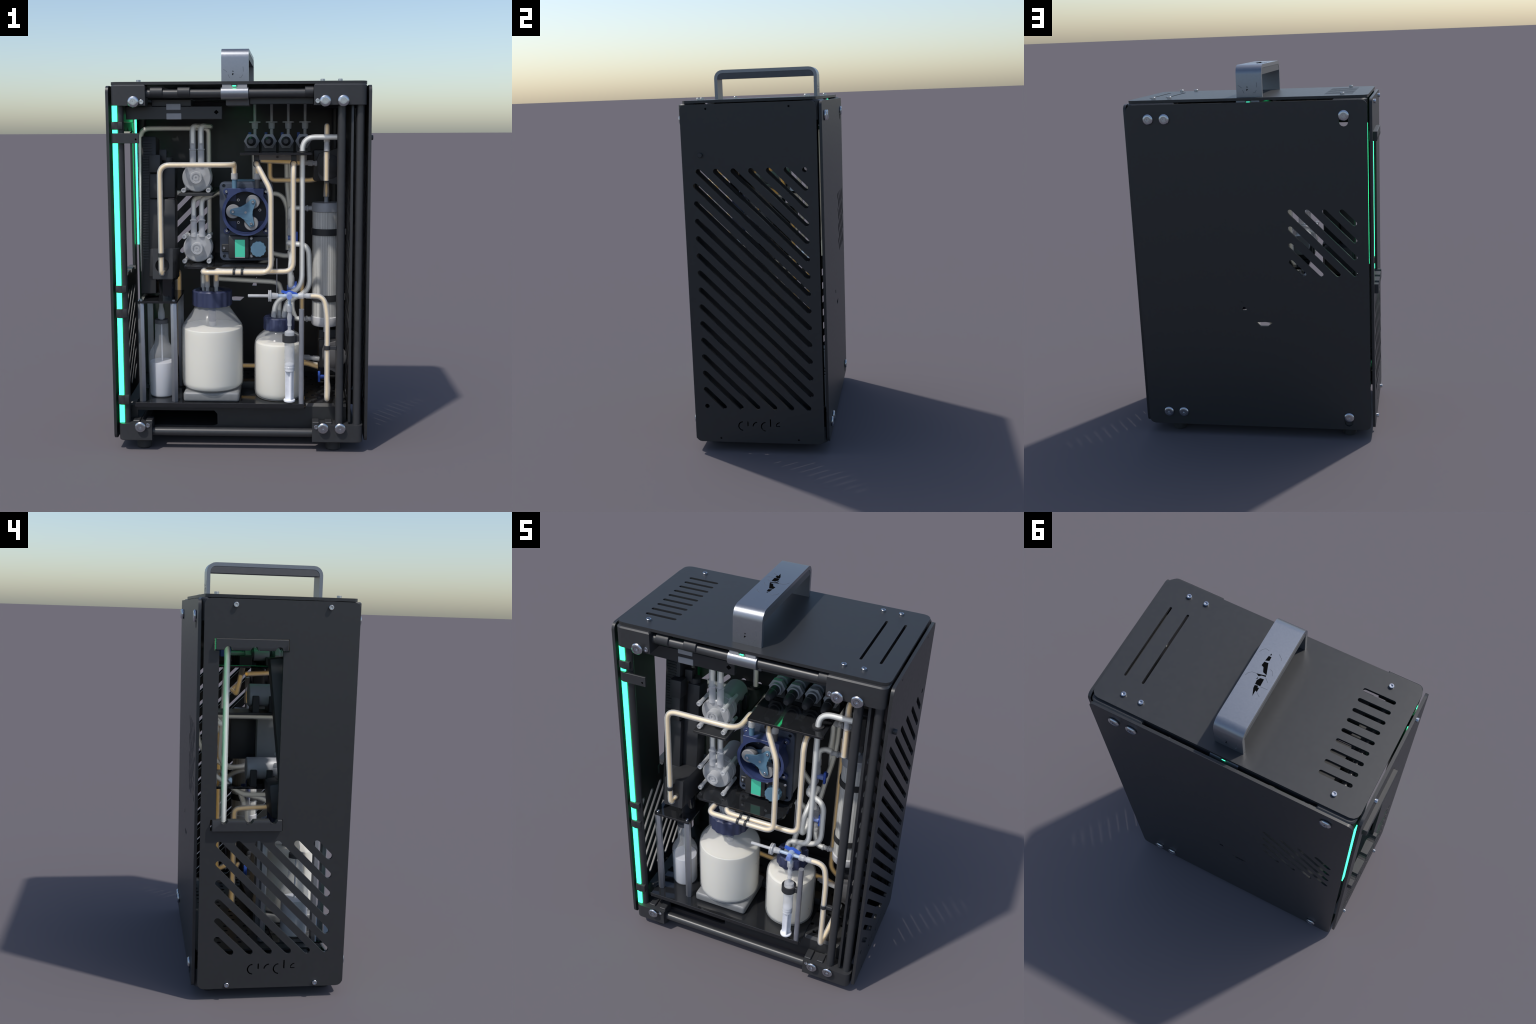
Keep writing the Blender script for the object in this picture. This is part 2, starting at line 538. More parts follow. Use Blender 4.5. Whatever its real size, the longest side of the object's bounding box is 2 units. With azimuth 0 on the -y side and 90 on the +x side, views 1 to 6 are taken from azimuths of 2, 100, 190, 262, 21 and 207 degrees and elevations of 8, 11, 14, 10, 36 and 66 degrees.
# strap clips round the left front tube, one with a flag
for z0, z1 in ((1.6119, 1.6515), (0.8118, 0.8489), (0.6843, 0.7308), (0.2385, 0.2885)):
    bm = bmesh.new()
    add_lathe(bm, (-0.5880, -0.3180, z0), (0, 0, 1), [(0.0285, 0), (0.0295, 0.001), (0.0295, z1 - z0 - 0.001), (0.0285, z1 - z0)], 24)
    add_box(bm, (-0.6125, -0.3460, z0 + 0.001), (-0.558, -0.325, z1 - 0.001), 0.004, 2)
    finish("strap_clip", bm, BLACKP, frame)
bm = bmesh.new()
add_lathe(bm, (-0.5865, -0.3190, 1.5475), (0, 0, 1), [(0.031, 0), (0.031, 0.0487)], 24)
add_box(bm, (-0.584, -0.3497, 1.5475), (-0.4785, -0.3405, 1.5962), 0.001, 1)
fl = finish("flag_clip", bm, BLACKP, frame)
lathe("clip_hole", (-0.4945, -0.3402, 1.5668), (0, -1, 0), [(0.0048, 0), (0.0048, 0.0102)], MARK, fl, n=8)

# bolts with washer heads along y
def bolt_mesh():
    bm = bmesh.new()
    add_lathe(bm, (0, 0, 0), (0, -1, 0), [(0.0175, 0), (0.0175, 0.009), (0.0235, 0.009), (0.0268, 0.0125), (0.0268, 0.0165), (0.0235, 0.0205), (0.0215, 0.0215),
                                         (0.0135, 0.0215), (0.0130, 0.0185), (0.0115, 0.0185), (0.0110, 0.0212), (0.0045, 0.0212), (0.0045, 0.0165), (0.001, 0.0165)], 32)
    return finish("frame_bolt", bm, STEEL, frame, angle=30)

first = None
for x, z in ((-0.4993, 1.7447), (0.4168, 1.7450), (0.5022, 1.7455), (-0.5008, 0.1315), (0.4172, 0.1340), (0.5020, 0.1338)):
    for sy in (-1, 1):
        loc = (x, sy * (0.3550 if sy < 0 else 0.3565), z)
        rot = (0, 0, 0 if sy < 0 else math.pi)
        if first is None:
            first = bolt_mesh()
            first.location, first.rotation_euler = loc, rot
        else:
            dup(first, loc, rot=rot)

def cap_screw(r, h, mat=STEEL):
    """socket head screw standing along +z"""
    bm = bmesh.new()
    add_lathe(bm, (0, 0, 0), (0, 0, 1), [(r, 0), (r, h - 0.0012), (r - 0.0012, h), (r * 0.52, h), (r * 0.50, h * 0.45), (0.0008, h * 0.42)], 18)
    return finish("socket_screw", bm, mat, None, angle=30)

scr = cap_screw(0.0112, 0.0120)
scr.parent = housing
scr.location = (-0.4876, -0.2765, 1.84)
for x, y in ((-0.4876, 0.2765), (0.4067, -0.2768), (0.4067, 0.2768), (0.4916, -0.2765), (0.4916, 0.2765)):
    dup(scr, (x, y, 1.84))
for y in (-0.2065, 0.2065):
    for z in (0.0766, 1.7980):
        dup(scr, (-X1, y, z), rot=(0, -math.pi / 2, 0))
for x, z in ((-0.4628, 1.7437), (0.3815, 1.7447), (-0.4650, 0.1350), (0.3835, 0.1352)):
    s2 = dup(scr, (x, -0.3530, z), rot=(math.pi / 2, 0, 0))
    s2.scale = (1, 1, 0.45)
knob = lathe("side_stud", (0.639, -0.2446, 1.5711), (1, 0, 0), [(0.0125, 0), (0.0125, 0.014), (0.0108, 0.0165), (0.004, 0.0165)], BLACKP, housing, n=16)

# ------------------------------------------------------------------ light strips
lights = empty("light_strips", root)
box("light_strip", (-0.6090, -0.3385, 0.1445), (-0.5850, -0.3330, 1.7268), LEDG, lights)
box("strip_backing", (-0.6030, 0.2930, 0.970), (-0.5990, 0.3240, 1.703), BLACKP, lights)
box("light_strip", (-0.6140, 0.2980, 0.973), (-0.6035, 0.3215, 1.7000), LEDG, lights)
box("light_strip", (-0.0255, -0.3400, 1.8170), (-0.0095, 0.3400, 1.8205), LEDG, lights)
bm = bmesh.new()
add_box(bm, (-0.0360, -0.3290, 1.7990), (-0.0320, 0.3290, 1.8258))
add_box(bm, (-0.0030, -0.3290, 1.7990), (0.0010, 0.3290, 1.8258))
add_box(bm, (-0.0318, -0.3390, 1.8215), (-0.0032, 0.3390, 1.8255))
finish("light_channel", bm, BLACK, lights)

# ------------------------------------------------------------------ handle
def handle_profile(y1, z1, r, seg, z0):
    p = [(-y1, z0)]
    for k in range(seg + 1):
        a = math.pi - math.pi / 2 * k / seg
        p.append((-y1 + r + r * math.cos(a), z1 - r + r * math.sin(a)))
    for k in range(seg + 1):
        a = math.pi / 2 - math.pi / 2 * k / seg
        p.append((y1 - r + r * math.cos(a), z1 - r + r * math.sin(a)))
    p.append((y1, z0))
    return p
po = handle_profile(0.2875, 2.0, 0.046, 5, 1.8402)
pi_ = handle_profile(0.2700, 1.9825, 0.0285, 5, 1.8402)
bm = bmesh.new()
HX0, HX1 = -0.0825, 0.0497
rows = [[bm.verts.new((x, y, z)) for y, z in pr] for x in (HX0, HX1) for pr in (po, pi_)]
n = len(po)
for k in range(n - 1):
    bm.faces.new((rows[0][k], rows[0][k + 1], rows[2][k + 1], rows[2][k]))
    bm.faces.new((rows[1][k], rows[1][k + 1], rows[3][k + 1], rows[3][k]))
    bm.faces.new((rows[0][k], rows[0][k + 1], rows[1][k + 1], rows[1][k]))
    bm.faces.new((rows[2][k], rows[2][k + 1], rows[3][k + 1], rows[3][k]))
for k in (0, n - 1):
    bm.faces.new((rows[0][k], rows[1][k], rows[3][k], rows[2][k]))
handle = finish("carry_handle", bm, ALU, root, angle=32)

gi = handle_profile(0.2695, 1.9820, 0.0285, 5, 1.950)
bm = bmesh.new()
ra = [bm.verts.new((HX0 + 0.001, y, z)) for y, z in gi]
rb = [bm.verts.new((HX1 - 0.001, y, z)) for y, z in gi]
bm.faces.new(ra); bm.faces.new(rb[::-1])
for k in range(len(gi)):
    j = (k + 1) % len(gi)
    bm.faces.new((ra[k], ra[j], rb[j], rb[k]))
finish("grip_insert", bm, DGREY, handle, angle=32)

def inlay(name, polys, mat, thick, origin, U, W, parent):
    bm = bmesh.new()
    U, W = V(U), V(W)
    N = U.cross(W)
    for poly in polys:
        lo = [bm.verts.new(V(origin) + U * p[0] + W * p[1] - N * thick) for p in poly]
        hi = [bm.verts.new(V(origin) + U * p[0] + W * p[1] + N * thick) for p in poly]
        bm.faces.new(hi)
        bm.faces.new(lo[::-1])
        for k in range(len(poly)):
            j = (k + 1) % len(poly)
            bm.faces.new((lo[k], lo[j], hi[j], hi[k]))
    return finish(name, bm, mat, parent, smooth=False)

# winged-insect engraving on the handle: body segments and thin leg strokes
segs = [[(-0.0102, -0.1014), (-0.0071, -0.0906), (-0.0147, -0.0945)],
        [(-0.0049, -0.0864), (-0.0019, -0.0604), (-0.0182, -0.0659), (-0.0175, -0.0858)],
        [(-0.0016, -0.0541), (0.0012, -0.0345), (-0.0103, -0.0294), (-0.0197, -0.0082), (-0.0386, -0.0020), (-0.0194, -0.0553)],
        [(0.0017, 0.0090), (-0.0120, 0.0168), (-0.0224, 0.0085), (-0.0396, 0.0065), (-0.0381, 0.0003)],
        [(-0.0123, 0.0207), (-0.0089, 0.0324), (-0.0146, 0.0284)],
        [(-0.0223, 0.0215), (-0.0145, 0.0364), (-0.0163, 0.0544), (-0.0399, 0.0549), (-0.0388, 0.0198)],
        [(-0.0174, 0.0597), (-0.0188, 0.0738), (-0.0326, 0.1078), (-0.0320, 0.0807), (-0.0400, 0.0843), (-0.0395, 0.0639), (-0.0318, 0.0640), (-0.0312, 0.0564)]]
legs = [stroke(p, 0.0016) for p in (
    [(0.0383, -0.0864), (0.0323, -0.1018), (0.0215, -0.1115), (0.0051, -0.1088)],
    [(0.0380, 0.0359), (0.0319, 0.0197), (0.0201, 0.0106), (0.0017, 0.0090)],
    [(-0.0399, -0.1118), (-0.0582, -0.0968), (-0.0602, -0.0877)],
    [(-0.0406, -0.0331), (-0.0509, -0.0284), (-0.0612, -0.0088)],
    [(-0.0401, 0.0092), (-0.0598, 0.0267)], [(-0.0425, 0.0565), (-0.0730, 0.0553)], [(-0.0408, 0.0859), (-0.0593, 0.0997)])]
inlay("engraved_insect", segs, MARK, 0.0006, (0, 0, 2.0), (1, 0, 0), (0, 1, 0), handle)
inlay("engraved_legs", legs, SCRATCH, 0.0005, (0, 0, 2.0), (1, 0, 0), (0, 1, 0), handle)
for sy in (-1, 1):
    o, U = ((-0.0162, -0.2875, 1.880), (1, 0, 0)) if sy < 0 else ((-0.0162, 0.2875, 1.880), (-1, 0, 0))
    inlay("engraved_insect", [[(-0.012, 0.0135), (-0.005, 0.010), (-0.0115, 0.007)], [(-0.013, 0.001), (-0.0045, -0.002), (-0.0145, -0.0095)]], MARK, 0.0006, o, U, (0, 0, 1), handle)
    inlay("engraved_legs", [stroke(p, 0.0018) for p in ([(-0.056, 0.019), (-0.047, 0.014), (-0.038, 0.006)], [(-0.034, -0.004), (-0.026, -0.021)],
                                                        [(0.039, 0.032), (0.040, 0.008)], [(0.020, -0.018), (0.029, -0.0195), (0.038, -0.006)])],
          SCRATCH, 0.0005, o, U, (0, 0, 1), handle)

# ------------------------------------------------------------------ tube racks in the left window
racks = empty("tube_racks", root)
def rack(z0, z1, notch_low):
    ys = (0.237, 0.1225, 0.0145)
    d, hw, ch = 0.020, 0.018, 0.008
    u0, u1 = -0.290, 0.0245
    def edge(zb, s):
        p = []
        for y in ys:                       # u = -y, rising
            u = -y
            p += [(u - hw, zb), (u - hw * 0.55, zb + s * d * 0.8), (u, zb + s * d), (u + hw * 0.55, zb + s * d * 0.8), (u + hw, zb)]
        return p
    if notch_low:
        out = [(u0, z0)] + edge(z0, 1) + [(u1, z0), (u1, z1), (u0, z1)]
    else:
        out = [(u0, z0), (u1, z0), (u1, z1)] + edge(z1, -1)[::-1] + [(u0, z1)]
    return sheet("tube_rack", out, [], 0.040, (-0.620, 0, 0), (0, -1, 0), (0, 0, 1), BLACKP, racks, bev=0.002)
rack(1.6060, 1.6545, True)
rack(0.8070, 0.8575, False)

# ------------------------------------------------------------------ shelves and tray
shelves = empty("shelves", root)
def plate(name, u0, v0, u1, v1, r, z0, th, mat=GLOSSBLK, holes=()):
    return sheet(name, rrect(u0, v0, u1, v1, r, 3), holes, th, (0, 0, z0), (1, 0, 0), (0, 1, 0), mat, shelves, bev=0.0008)
plate("bottle_tray", -0.5330, -0.3380, 0.3300, -0.030, 0.012, 0.2250, 0.0070)
box("tray_lip", (-0.5280, -0.3386, 0.2285), (0.3250, -0.3345, 0.2490), GLOSSBLK, shelves, 0.001, 1)
box("tray_rear_duct", (-0.30, -0.028, 0.227), (0.33, 0.03, 0.272), BLACK, shelves, 0.002)
plate("upper_pump_shelf", -0.3058, -0.2332, -0.1344, 0.3000, 0.006, 1.2850, 0.012, BLACK, [disc((-0.2, 0.262), 0.019)])
sheet("lower_pump_shelf", [(-0.2810, -0.255), (-0.262, -0.268), (0.138, -0.268), (0.1705, -0.225), (0.1705, 0.245), (-0.2810, 0.245)], [], 0.0125,
      (0, 0, 0.9215), (1, 0, 0), (0, 1, 0), GLOSSBLK, shelves, bev=0.0008)
plate("valve_shelf", 0.0055, -0.3185, 0.3565, 0.240, 0.006, 1.4885, 0.0115, GLOSSBLK, [disc((0.3105, -0.2475), 0.019)])
bm = bmesh.new()
add_box(bm, (0.080, -0.105, 1.4585), (0.335, -0.085, 1.4884), 0.002, 1)
finish("valve_shelf_bracket", bm, GREYP, shelves)
lathe("bracket_screw", (0.1855, -0.1052, 1.4735), (0, -1, 0), [(0.0065, 0), (0.006, 0.003), (0.001, 0.003)], DGREY, shelves, n=10)
# grommets
for x, y, z in ((0.3105, -0.2475, 1.500), (-0.2, 0.262, 1.297)):
    bm = bmesh.new()
    add_ring(bm, (x, y, z - 0.014), (0, 0, 1), 0.0140, 0.0186, 0, 0.014)
    add_ring(bm, (x, y, z), (0, 0, 1), 0.0140, 0.0270, 0.0006, 0.0070)
    finish("grommet", bm, RUBBER, shelves)
# hanging tube holders below the valve shelf
for x, y in ((0.0853, -0.266), (0.2680, -0.262)):
    bm = bmesh.new()
    add_box(bm, (x - 0.0135, y - 0.004, 1.4580), (x + 0.0135, y + 0.012, 1.4884), 0.002, 1)
    add_ring(bm, (x, y - 0.004, 1.4455), (0, 1, 0), 0.0140, 0.0180, 0, 0.016, 24)
    finish("tube_holder", bm, BLACKP, shelves)

# small bottle stand: plate on four hexagonal posts
stand = empty("bottle_stand", root)
sheet("stand_plate", rrect(-0.5190, -0.2720, -0.3180, 0.050, 0.010, 3), [disc((-0.418, -0.140), 0.020)], 0.0115, (0, 0, 0.7455), (1, 0, 0), (0, 1, 0), GLOSSBLK, stand, bev=0.0008)
post = lathe("stand_post", (0, 0, 0), (0, 0, 1), [(0.0165, 0), (0.0172, 0.001), (0.0172, 0.5122), (0.0165, 0.5132)], POST, stand, n=6)
post.location = (-0.5030, -0.2550, 0.2322)
for x, y in ((-0.3370, -0.2550), (-0.3370, 0.0300), (-0.5030, 0.0300)):
    dup(post, (x, y, 0.2322))
for x in (-0.503, -0.337):
    s3 = dup(scr, (x, -0.255, 0.757), parent=stand)
    s3.scale = (0.85, 0.85, 0.55)

# ------------------------------------------------------------------ slanted cartridge module on the left
module = empty("slanted_pump_module", root)
ang = math.radians(6.9)
PIV = V((0, -0.14, 1.175))
def tilt(bm):
    M = Matrix.Translation(PIV) @ Matrix.Rotation(-ang, 4, 'X') @ Matrix.Translation(-PIV)
    bmesh.ops.transform(bm, matrix=M, verts=bm.verts[:])
# in the untilted frame the front face is y = -0.141
bm = bmesh.new()
add_box(bm, (-0.5130, -0.141, 0.7770), (-0.4357, -0.015, 1.5830), 0.006)
tilt(bm)
slab = finish("module_body", bm, BLACKP, module)
bm = bmesh.new()
for k in range(44):
    z = 0.955 + 0.0138 * k
    if 1.30 < z < 1.316:
        continue
    add_box(bm, (-0.5020, -0.1445, z), (-0.4720 if z < 1.33 else -0.4560, -0.140, z + 0.0075))
tilt(bm)
finish("module_ribs", bm, BLACKP, slab, smooth=False)["kind"] = "stuff"
bm = bmesh.new()
add_box(bm, (-0.4660, -0.185, 1.395), (-0.4080, -0.120, 1.485), 0.004)
add_box(bm, (-0.4660, -0.168, 1.265), (-0.4180, -0.120, 1.392), 0.006)
add_box(bm, (-0.4700, -0.155, 1.01), (-0.4150, -0.120, 1.262), 0.003)
tilt(bm)
finish("module_carriage", bm, BLACKP, module)
bm = bmesh.new()
add_box(bm, (-0.4060, -0.120, 1.270), (-0.3400, -0.030, 1.455), 0.008)
add_box(bm, (-0.4330, -0.120, 1.000), (-0.3380, -0.030, 1.266), 0.012)
add_cyl(bm, (-0.383, -0.085, 1.452), (-0.383, -0.085, 1.480), 0.030, 20, 0.003)
add_box(bm, (-0.425, -0.115, 1.462), (-0.385, -0.080, 1.52), 0.004)
tilt(bm)
finish("module_drive", bm, BLACKP, module)
bm = bmesh.new()
add_box(bm, (-0.4300, -0.2480, 0.859), (-0.3315, -0.010, 1.011), 0.004)
add_box(bm, (-0.4700, -0.155, 0.865), (-0.4270, -0.02, 1.01), 0.004)
add_box(bm, (-0.5060, -0.13, 0.84), (-0.34, 0.040, 1.010), 0.02)
tilt(bm)
nozzle = finish("nozzle_box", bm, BLACKP, module)
face_plate = sheet("nozzle_face", rrect(-0.4310, 0.858, -0.3305, 1.012, 0.005, 2), [disc((-0.3830, 0.926), 0.0360, 32)], 0.031,
                   (0, -0.2485, 0), (1, 0, 0), (0, 0, 1), BLACKP, module, bev=0.001)
face_plate.data.transform(Matrix.Translation(PIV) @ Matrix.Rotation(-ang, 4, 'X') @ Matrix.Translation(-PIV))
s4 = dup(scr, (-0.3478, -0.2520, 0.9990), parent=nozzle, rot=(math.pi / 2 - ang, 0, 0))
s4.scale = (0.55, 0.55, 0.5)
cyl("stand_motor", (-0.3830, -0.165, 0.7572), (-0.3830, -0.165, 0.858), 0.0425, GLOSSBLK, module)
cyl("indicator_lamp", (-0.3845, -0.0500, 1.4585), (-0.3845, -0.0500, 1.4680), 0.0095, LEDO, module, n=16)

# overhead cross module behind the top tube
overhead = empty("overhead_unit", root)
bm = bmesh.new()
add_box(bm, (-0.5560, -0.262, 1.6625), (-0.0825, -0.238, 1.7250), 0.002, 1)
add_box(bm, (-0.4300, -0.250, 1.725), (-0.2340, -0.100, 1.7600), 0.003, 1)
add_box(bm, (-0.5400, -0.238, 1.668), (-0.1000, -0.060, 1.6800), 0.0)
finish("cross_bar", bm, BLACK, overhead)
bm = bmesh.new()
add_box(bm, (-0.3560, -0.2655, 1.708), (-0.2850, -0.240, 1.738), 0.002, 1)
add_box(bm, (-0.3560, -0.2655, 1.662), (-0.2820, -0.240, 1.692), 0.002, 1)
finish("grey_latch", bm, GREYP, overhead)
inlay("bar_slot", [[(-0.123, 1.6965), (-0.1105, 1.708), (-0.098, 1.6965), (-0.1105, 1.685)]], MARK, 0.0008, (0, -0.2621, 0), (1, 0, 0), (0, 0, 1), overhead)
box("control_board", (-0.45, 0.02, 1.765), (-0.10, 0.26, 1.775), BLACK, overhead)

# ------------------------------------------------------------------ twin clear-head pumps
def clear_pump(zc):
    p = empty("metering_pump", root, (-0.2215, 0, zc))
    lathe("motor", (0, 0.088, 0), (0, -1, 0), [(0.050, 0), (0.0545, 0.004), (0.0545, 0.165), (0.052, 0.170)], MOTOR, p)
    bm = bmesh.new()
    add_box(bm, (-0.067, 0.042, -0.0815), (0.067, 0.074, 0.002), 0.003, 1)
    add_box(bm, (-0.067, -0.036, -0.0815), (0.067, -0.006, 0.002), 0.003, 1)
    finish("motor_bracket", bm, BLACKP, p)
    bm = bmesh.new()
    add_lathe(bm, (0, -0.080, 0), (0, -1, 0), [(0.069, 0), (0.0735, 0.003), (0.0735, 0.030), (0.071, 0.032), (0.071, 0.044), (0.0735, 0.046), (0.0735, 0.078), (0.068, 0.084)], 44)
    finish("pump_head", bm, FROST2, p)
    bm = bmesh.new()
    for a in (40, 160, 280):
        c = V((0.034 * math.cos(math.radians(a)), -0.125, 0.034 * math.sin(math.radians(a))))
        add_cyl(bm, c, c + V((0, -0.037, 0)), 0.019, 20)
    finish("pump_roller", bm, FROST, p)
    bm = bmesh.new()
    add_lathe(bm, (0, -0.164, 0), (0, -1, 0), [(0.031, 0), (0.031, 0.034), (0.029, 0.0375), (0.021, 0.0375), (0.020, 0.030), (0.014, 0.030), (0.0135, 0.036), (0.006, 0.036), (0.005, 0.030), (0.001, 0.030)], 32)
    finish("pump_knob", bm, FROST2, p)
    bm = bmesh.new()
    for sx in (-1, 1):
        for sz in (-1, 1):
            add_box(bm, (sx * 0.056 - 0.013, -0.112, sz * 0.056 - 0.013), (sx * 0.056 + 0.013, -0.095, sz * 0.056 + 0.013), 0.005)
    finish("pump_lug", bm, FROST, p)
    rod0 = None
    for sx in (-1, 1):
        for sz in (-1, 1):
            loc = (sx * 0.0622, 0, sz * 0.0622)
            if rod0 is None:
                bm = bmesh.new()
                add_lathe(bm, (0, -0.215, 0), (0, 1, 0), [(0.0055, 0.005), (0.0058, 0.0005), (0.0100, 0), (0.0118, 0.002), (0.0118, 0.022), (0.0088, 0.025), (0.0088, 0.150), (0.008, 0.152)], 20)
                rod0 = finish("clamp_screw", bm, FROST2, p)
                rod0.location = loc
            else:
                dup(rod0, loc)
    for dx in (-0.0190, 0.0225):
        bm = bmesh.new()
        add_lathe(bm, (dx, -0.158, 0.058), (0, 0, 1), [(0.0165, 0), (0.0165, 0.078), (0.0188, 0.080), (0.0188, 0.085), (0.0150, 0.087), (0.0085, 0.089), (0.0085, 0.104)], 24)
        finish("hose_barb", bm, FROST, p)
    return p
clear_pump(1.3737)
clear_pump(1.0147)

# ------------------------------------------------------------------ peristaltic pump
peri = empty("roller_pump", root)
PX, PZ = 0.0268, 1.2003
sheet("pump_base", rrect(-0.1108, 0.9455, 0.1635, 1.3500, 0.026, 4),
      [disc((-0.0874, 0.967), 0.0115), (disc((-0.0874, 1.3295), 0.0115)), disc((0.140, 1.3295), 0.0115), disc((0.140, 0.967), 0.0115)], 0.026,
      (0, -0.0985, 0), (1, 0, 0), (0, 0, 1), SLATE, peri, bev=0.003)
box("pump_gearbox", (-0.100, -0.098, 0.957), (0.1530, 0.020, 1.3440), GREYP, peri, 0.004)
box("pump_motor", (-0.050, 0.0205, 1.03), (0.110, 0.150, 1.24), BLACKP, peri, 0.006)
box("pump_latch", (-0.022, -0.072, 1.3442), (0.088, -0.030, 1.3590), TEAL, peri, 0.002)
# ring housing with lugs
def ring_outline():
    pts = []
    for k in range(0, 49):
        a = math.radians(138 + 264 * k / 48)
        pts.append((PX + 0.1190 * math.cos(a), PZ + 0.1190 * math.sin(a)))
    pts += [(PX + 0.092, PZ + 0.1195), (PX - 0.092, PZ + 0.1195)]
    return pts
sheet("ring_housing", ring_outline(), [disc((PX, PZ), 0.1045, 48)], 0.060, (0, -0.1400, 0), (1, 0, 0), (0, 0, 1), PUMPB, peri, bev=0.0012)
bm = bmesh.new()
for sx in (-1, 1):
    for sz in (-1, 1):
        add_cyl(bm, (PX + sx * 0.1003, -0.1250, PZ + sz * 0.1003), (PX + sx * 0.1003, -0.1378, PZ + sz * 0.1003), 0.0165, 24, 0.001)
        c = V((PX + sx * 0.075, 0, PZ + sz * 0.075))
        add_box(bm, (c.x - 0.024, -0.1378, c.z - 0.024), (c.x + 0.024, -0.1262, c.z + 0.024))
finish("ring_lug", bm, PUMPB, peri)
lathe("cup_floor", (PX, -0.1250, PZ), (0, -1, 0), [(0.1044, 0), (0.1044, 0.010)], CUP, peri, n=48)
bm = bmesh.new()
for a in (125, 235, 5):
    add_ring(bm, (PX + 0.07 * math.cos(math.radians(a)), -0.1350, PZ + 0.07 * math.sin(math.radians(a))), (0, -1, 0), 0.004, 0.0072, 0, 0.004, 12)
finish("cup_screw", bm, STEEL, peri)
# rotor: concave triangle with rounded tips
tips = [math.radians(a) for a in (177, 55, -64)]
out = []
for i, a in enumerate(tips):
    c = (PX + 0.064 * math.cos(a), PZ + 0.064 * math.sin(a))
    for k in range(9):
        b = a + math.radians(100 - 25 * k)
        out.append((c[0] + 0.0155 * math.cos(b), c[1] + 0.0155 * math.sin(b)))
    nx = tips[(i + 1) % 3]
    mid = a - math.radians(60)
    for f in (0.75, 1.0, 1.25):
        b = a - math.radians(60) * f
        out.append((PX + (0.0340 if f == 1.0 else 0.0362) * math.cos(b), PZ + (0.0340 if f == 1.0 else 0.0362) * math.sin(b)))
for y0, th in ((-0.1970, 0.008), (-0.1470, 0.008)):
    sheet("rotor_plate", out, [], th, (0, y0, 0), (1, 0, 0), (0, 0, 1), TEAL, peri, bev=0.0012)
roll0 = None
for a in tips:
    loc = (PX + 0.064 * math.cos(a), 0, PZ + 0.064 * math.sin(a))
    if roll0 is None:
        roll0 = lathe("rotor_roller", (0, -0.1565, 0), (0, -1, 0), [(0.033, 0), (0.0355, 0.002), (0.0355, 0.035), (0.033, 0.0385)], ROLLER, peri, n=32)
        roll0.location = loc
    else:
        dup(roll0, loc)
pscr = cap_screw(0.0074, 0.005)
pscr.parent = peri
pscr.rotation_euler = (math.pi / 2, 0, 0)
pscr.location = (PX - 0.1003, -0.1378, PZ + 0.1003)
for loc in [(PX + 0.1003, -0.1378, PZ + 0.1003), (PX + 0.1003, -0.1378, PZ - 0.1003), (PX - 0.1003, -0.1378, PZ - 0.1003),
            (-0.0877, -0.1340, 1.0102), (0.0540, -0.1700, 1.0650), (0.0540, -0.1700, 0.9735), (-0.0560, -0.1560, 1.0690), (0.1420, -0.1560, 1.0690)] + \
        [(PX + 0.064 * math.cos(a), -0.2050, PZ + 0.064 * math.sin(a)) for a in tips]:
    dup(pscr, loc, rot=(math.pi / 2, 0, 0))
cyl("rotor_shaft", (PX, -0.130, PZ), (PX, -0.2062, PZ), 0.0062, GREYP, peri, n=16)
# control box
bm = bmesh.new()
add_box(bm, (-0.0640, -0.1655, 0.9600), (0.0420, -0.1255, 1.0765), 0.008)
add_box(bm, (0.0380, -0.1560, 0.9625), (0.1420, -0.1255, 1.0745), 0.012)
add_cyl(bm, (0.054, -0.130, 1.065), (0.054, -0.170, 1.065), 0.010, 16)
add_cyl(bm, (0.054, -0.130, 0.9735), (0.054, -0.170, 0.9735), 0.010, 16)
add_box(bm, (-0.1010, -0.1340, 0.990), (-0.055, -0.1250, 1.031), 0.004, 1)
ctrl = finish("control_box", bm, BLACKP, peri)
box("display", (-0.0300, -0.1662, 0.9685), (0.0205, -0.1600, 1.0570), SCREEN, ctrl)
box("display_sill", (-0.0300, -0.1668, 0.9640), (0.0205, -0.1600, 0.9680), GREYP, ctrl)
bm = bmesh.new()
prof_r = [0.0400 if k % 2 else 0.0368 for k in range(24)]
lo = [bm.verts.new((0.0893 + r * math.cos(math.pi * 2 * k / 24), -0.1555, 1.0115 + r * math.sin(math.pi * 2 * k / 24))) for k, r in enumerate(prof_r)]
hi = [bm.verts.new((v.co.x, -0.1900, v.co.z)) for v in lo]
bm.faces.new(lo); bm.faces.new(hi[::-1])
for k in range(24):
    bm.faces.new((lo[k], lo[(k + 1) % 24], hi[(k + 1) % 24], hi[k]))
finish("speed_knob", bm, TEAL, ctrl)
for x, m in ((-0.0301, TEAL), (0.0852, DGREY)):
    cyl("pump_port", (x, -0.1770, 1.3190), (x, -0.1770, 1.3680), 0.0128, m, peri)
    cyl("port_sleeve", (x, -0.1770, 1.3640), (x, -0.1770, 1.3960), 0.0168, FROST2, peri, bev=0.001)

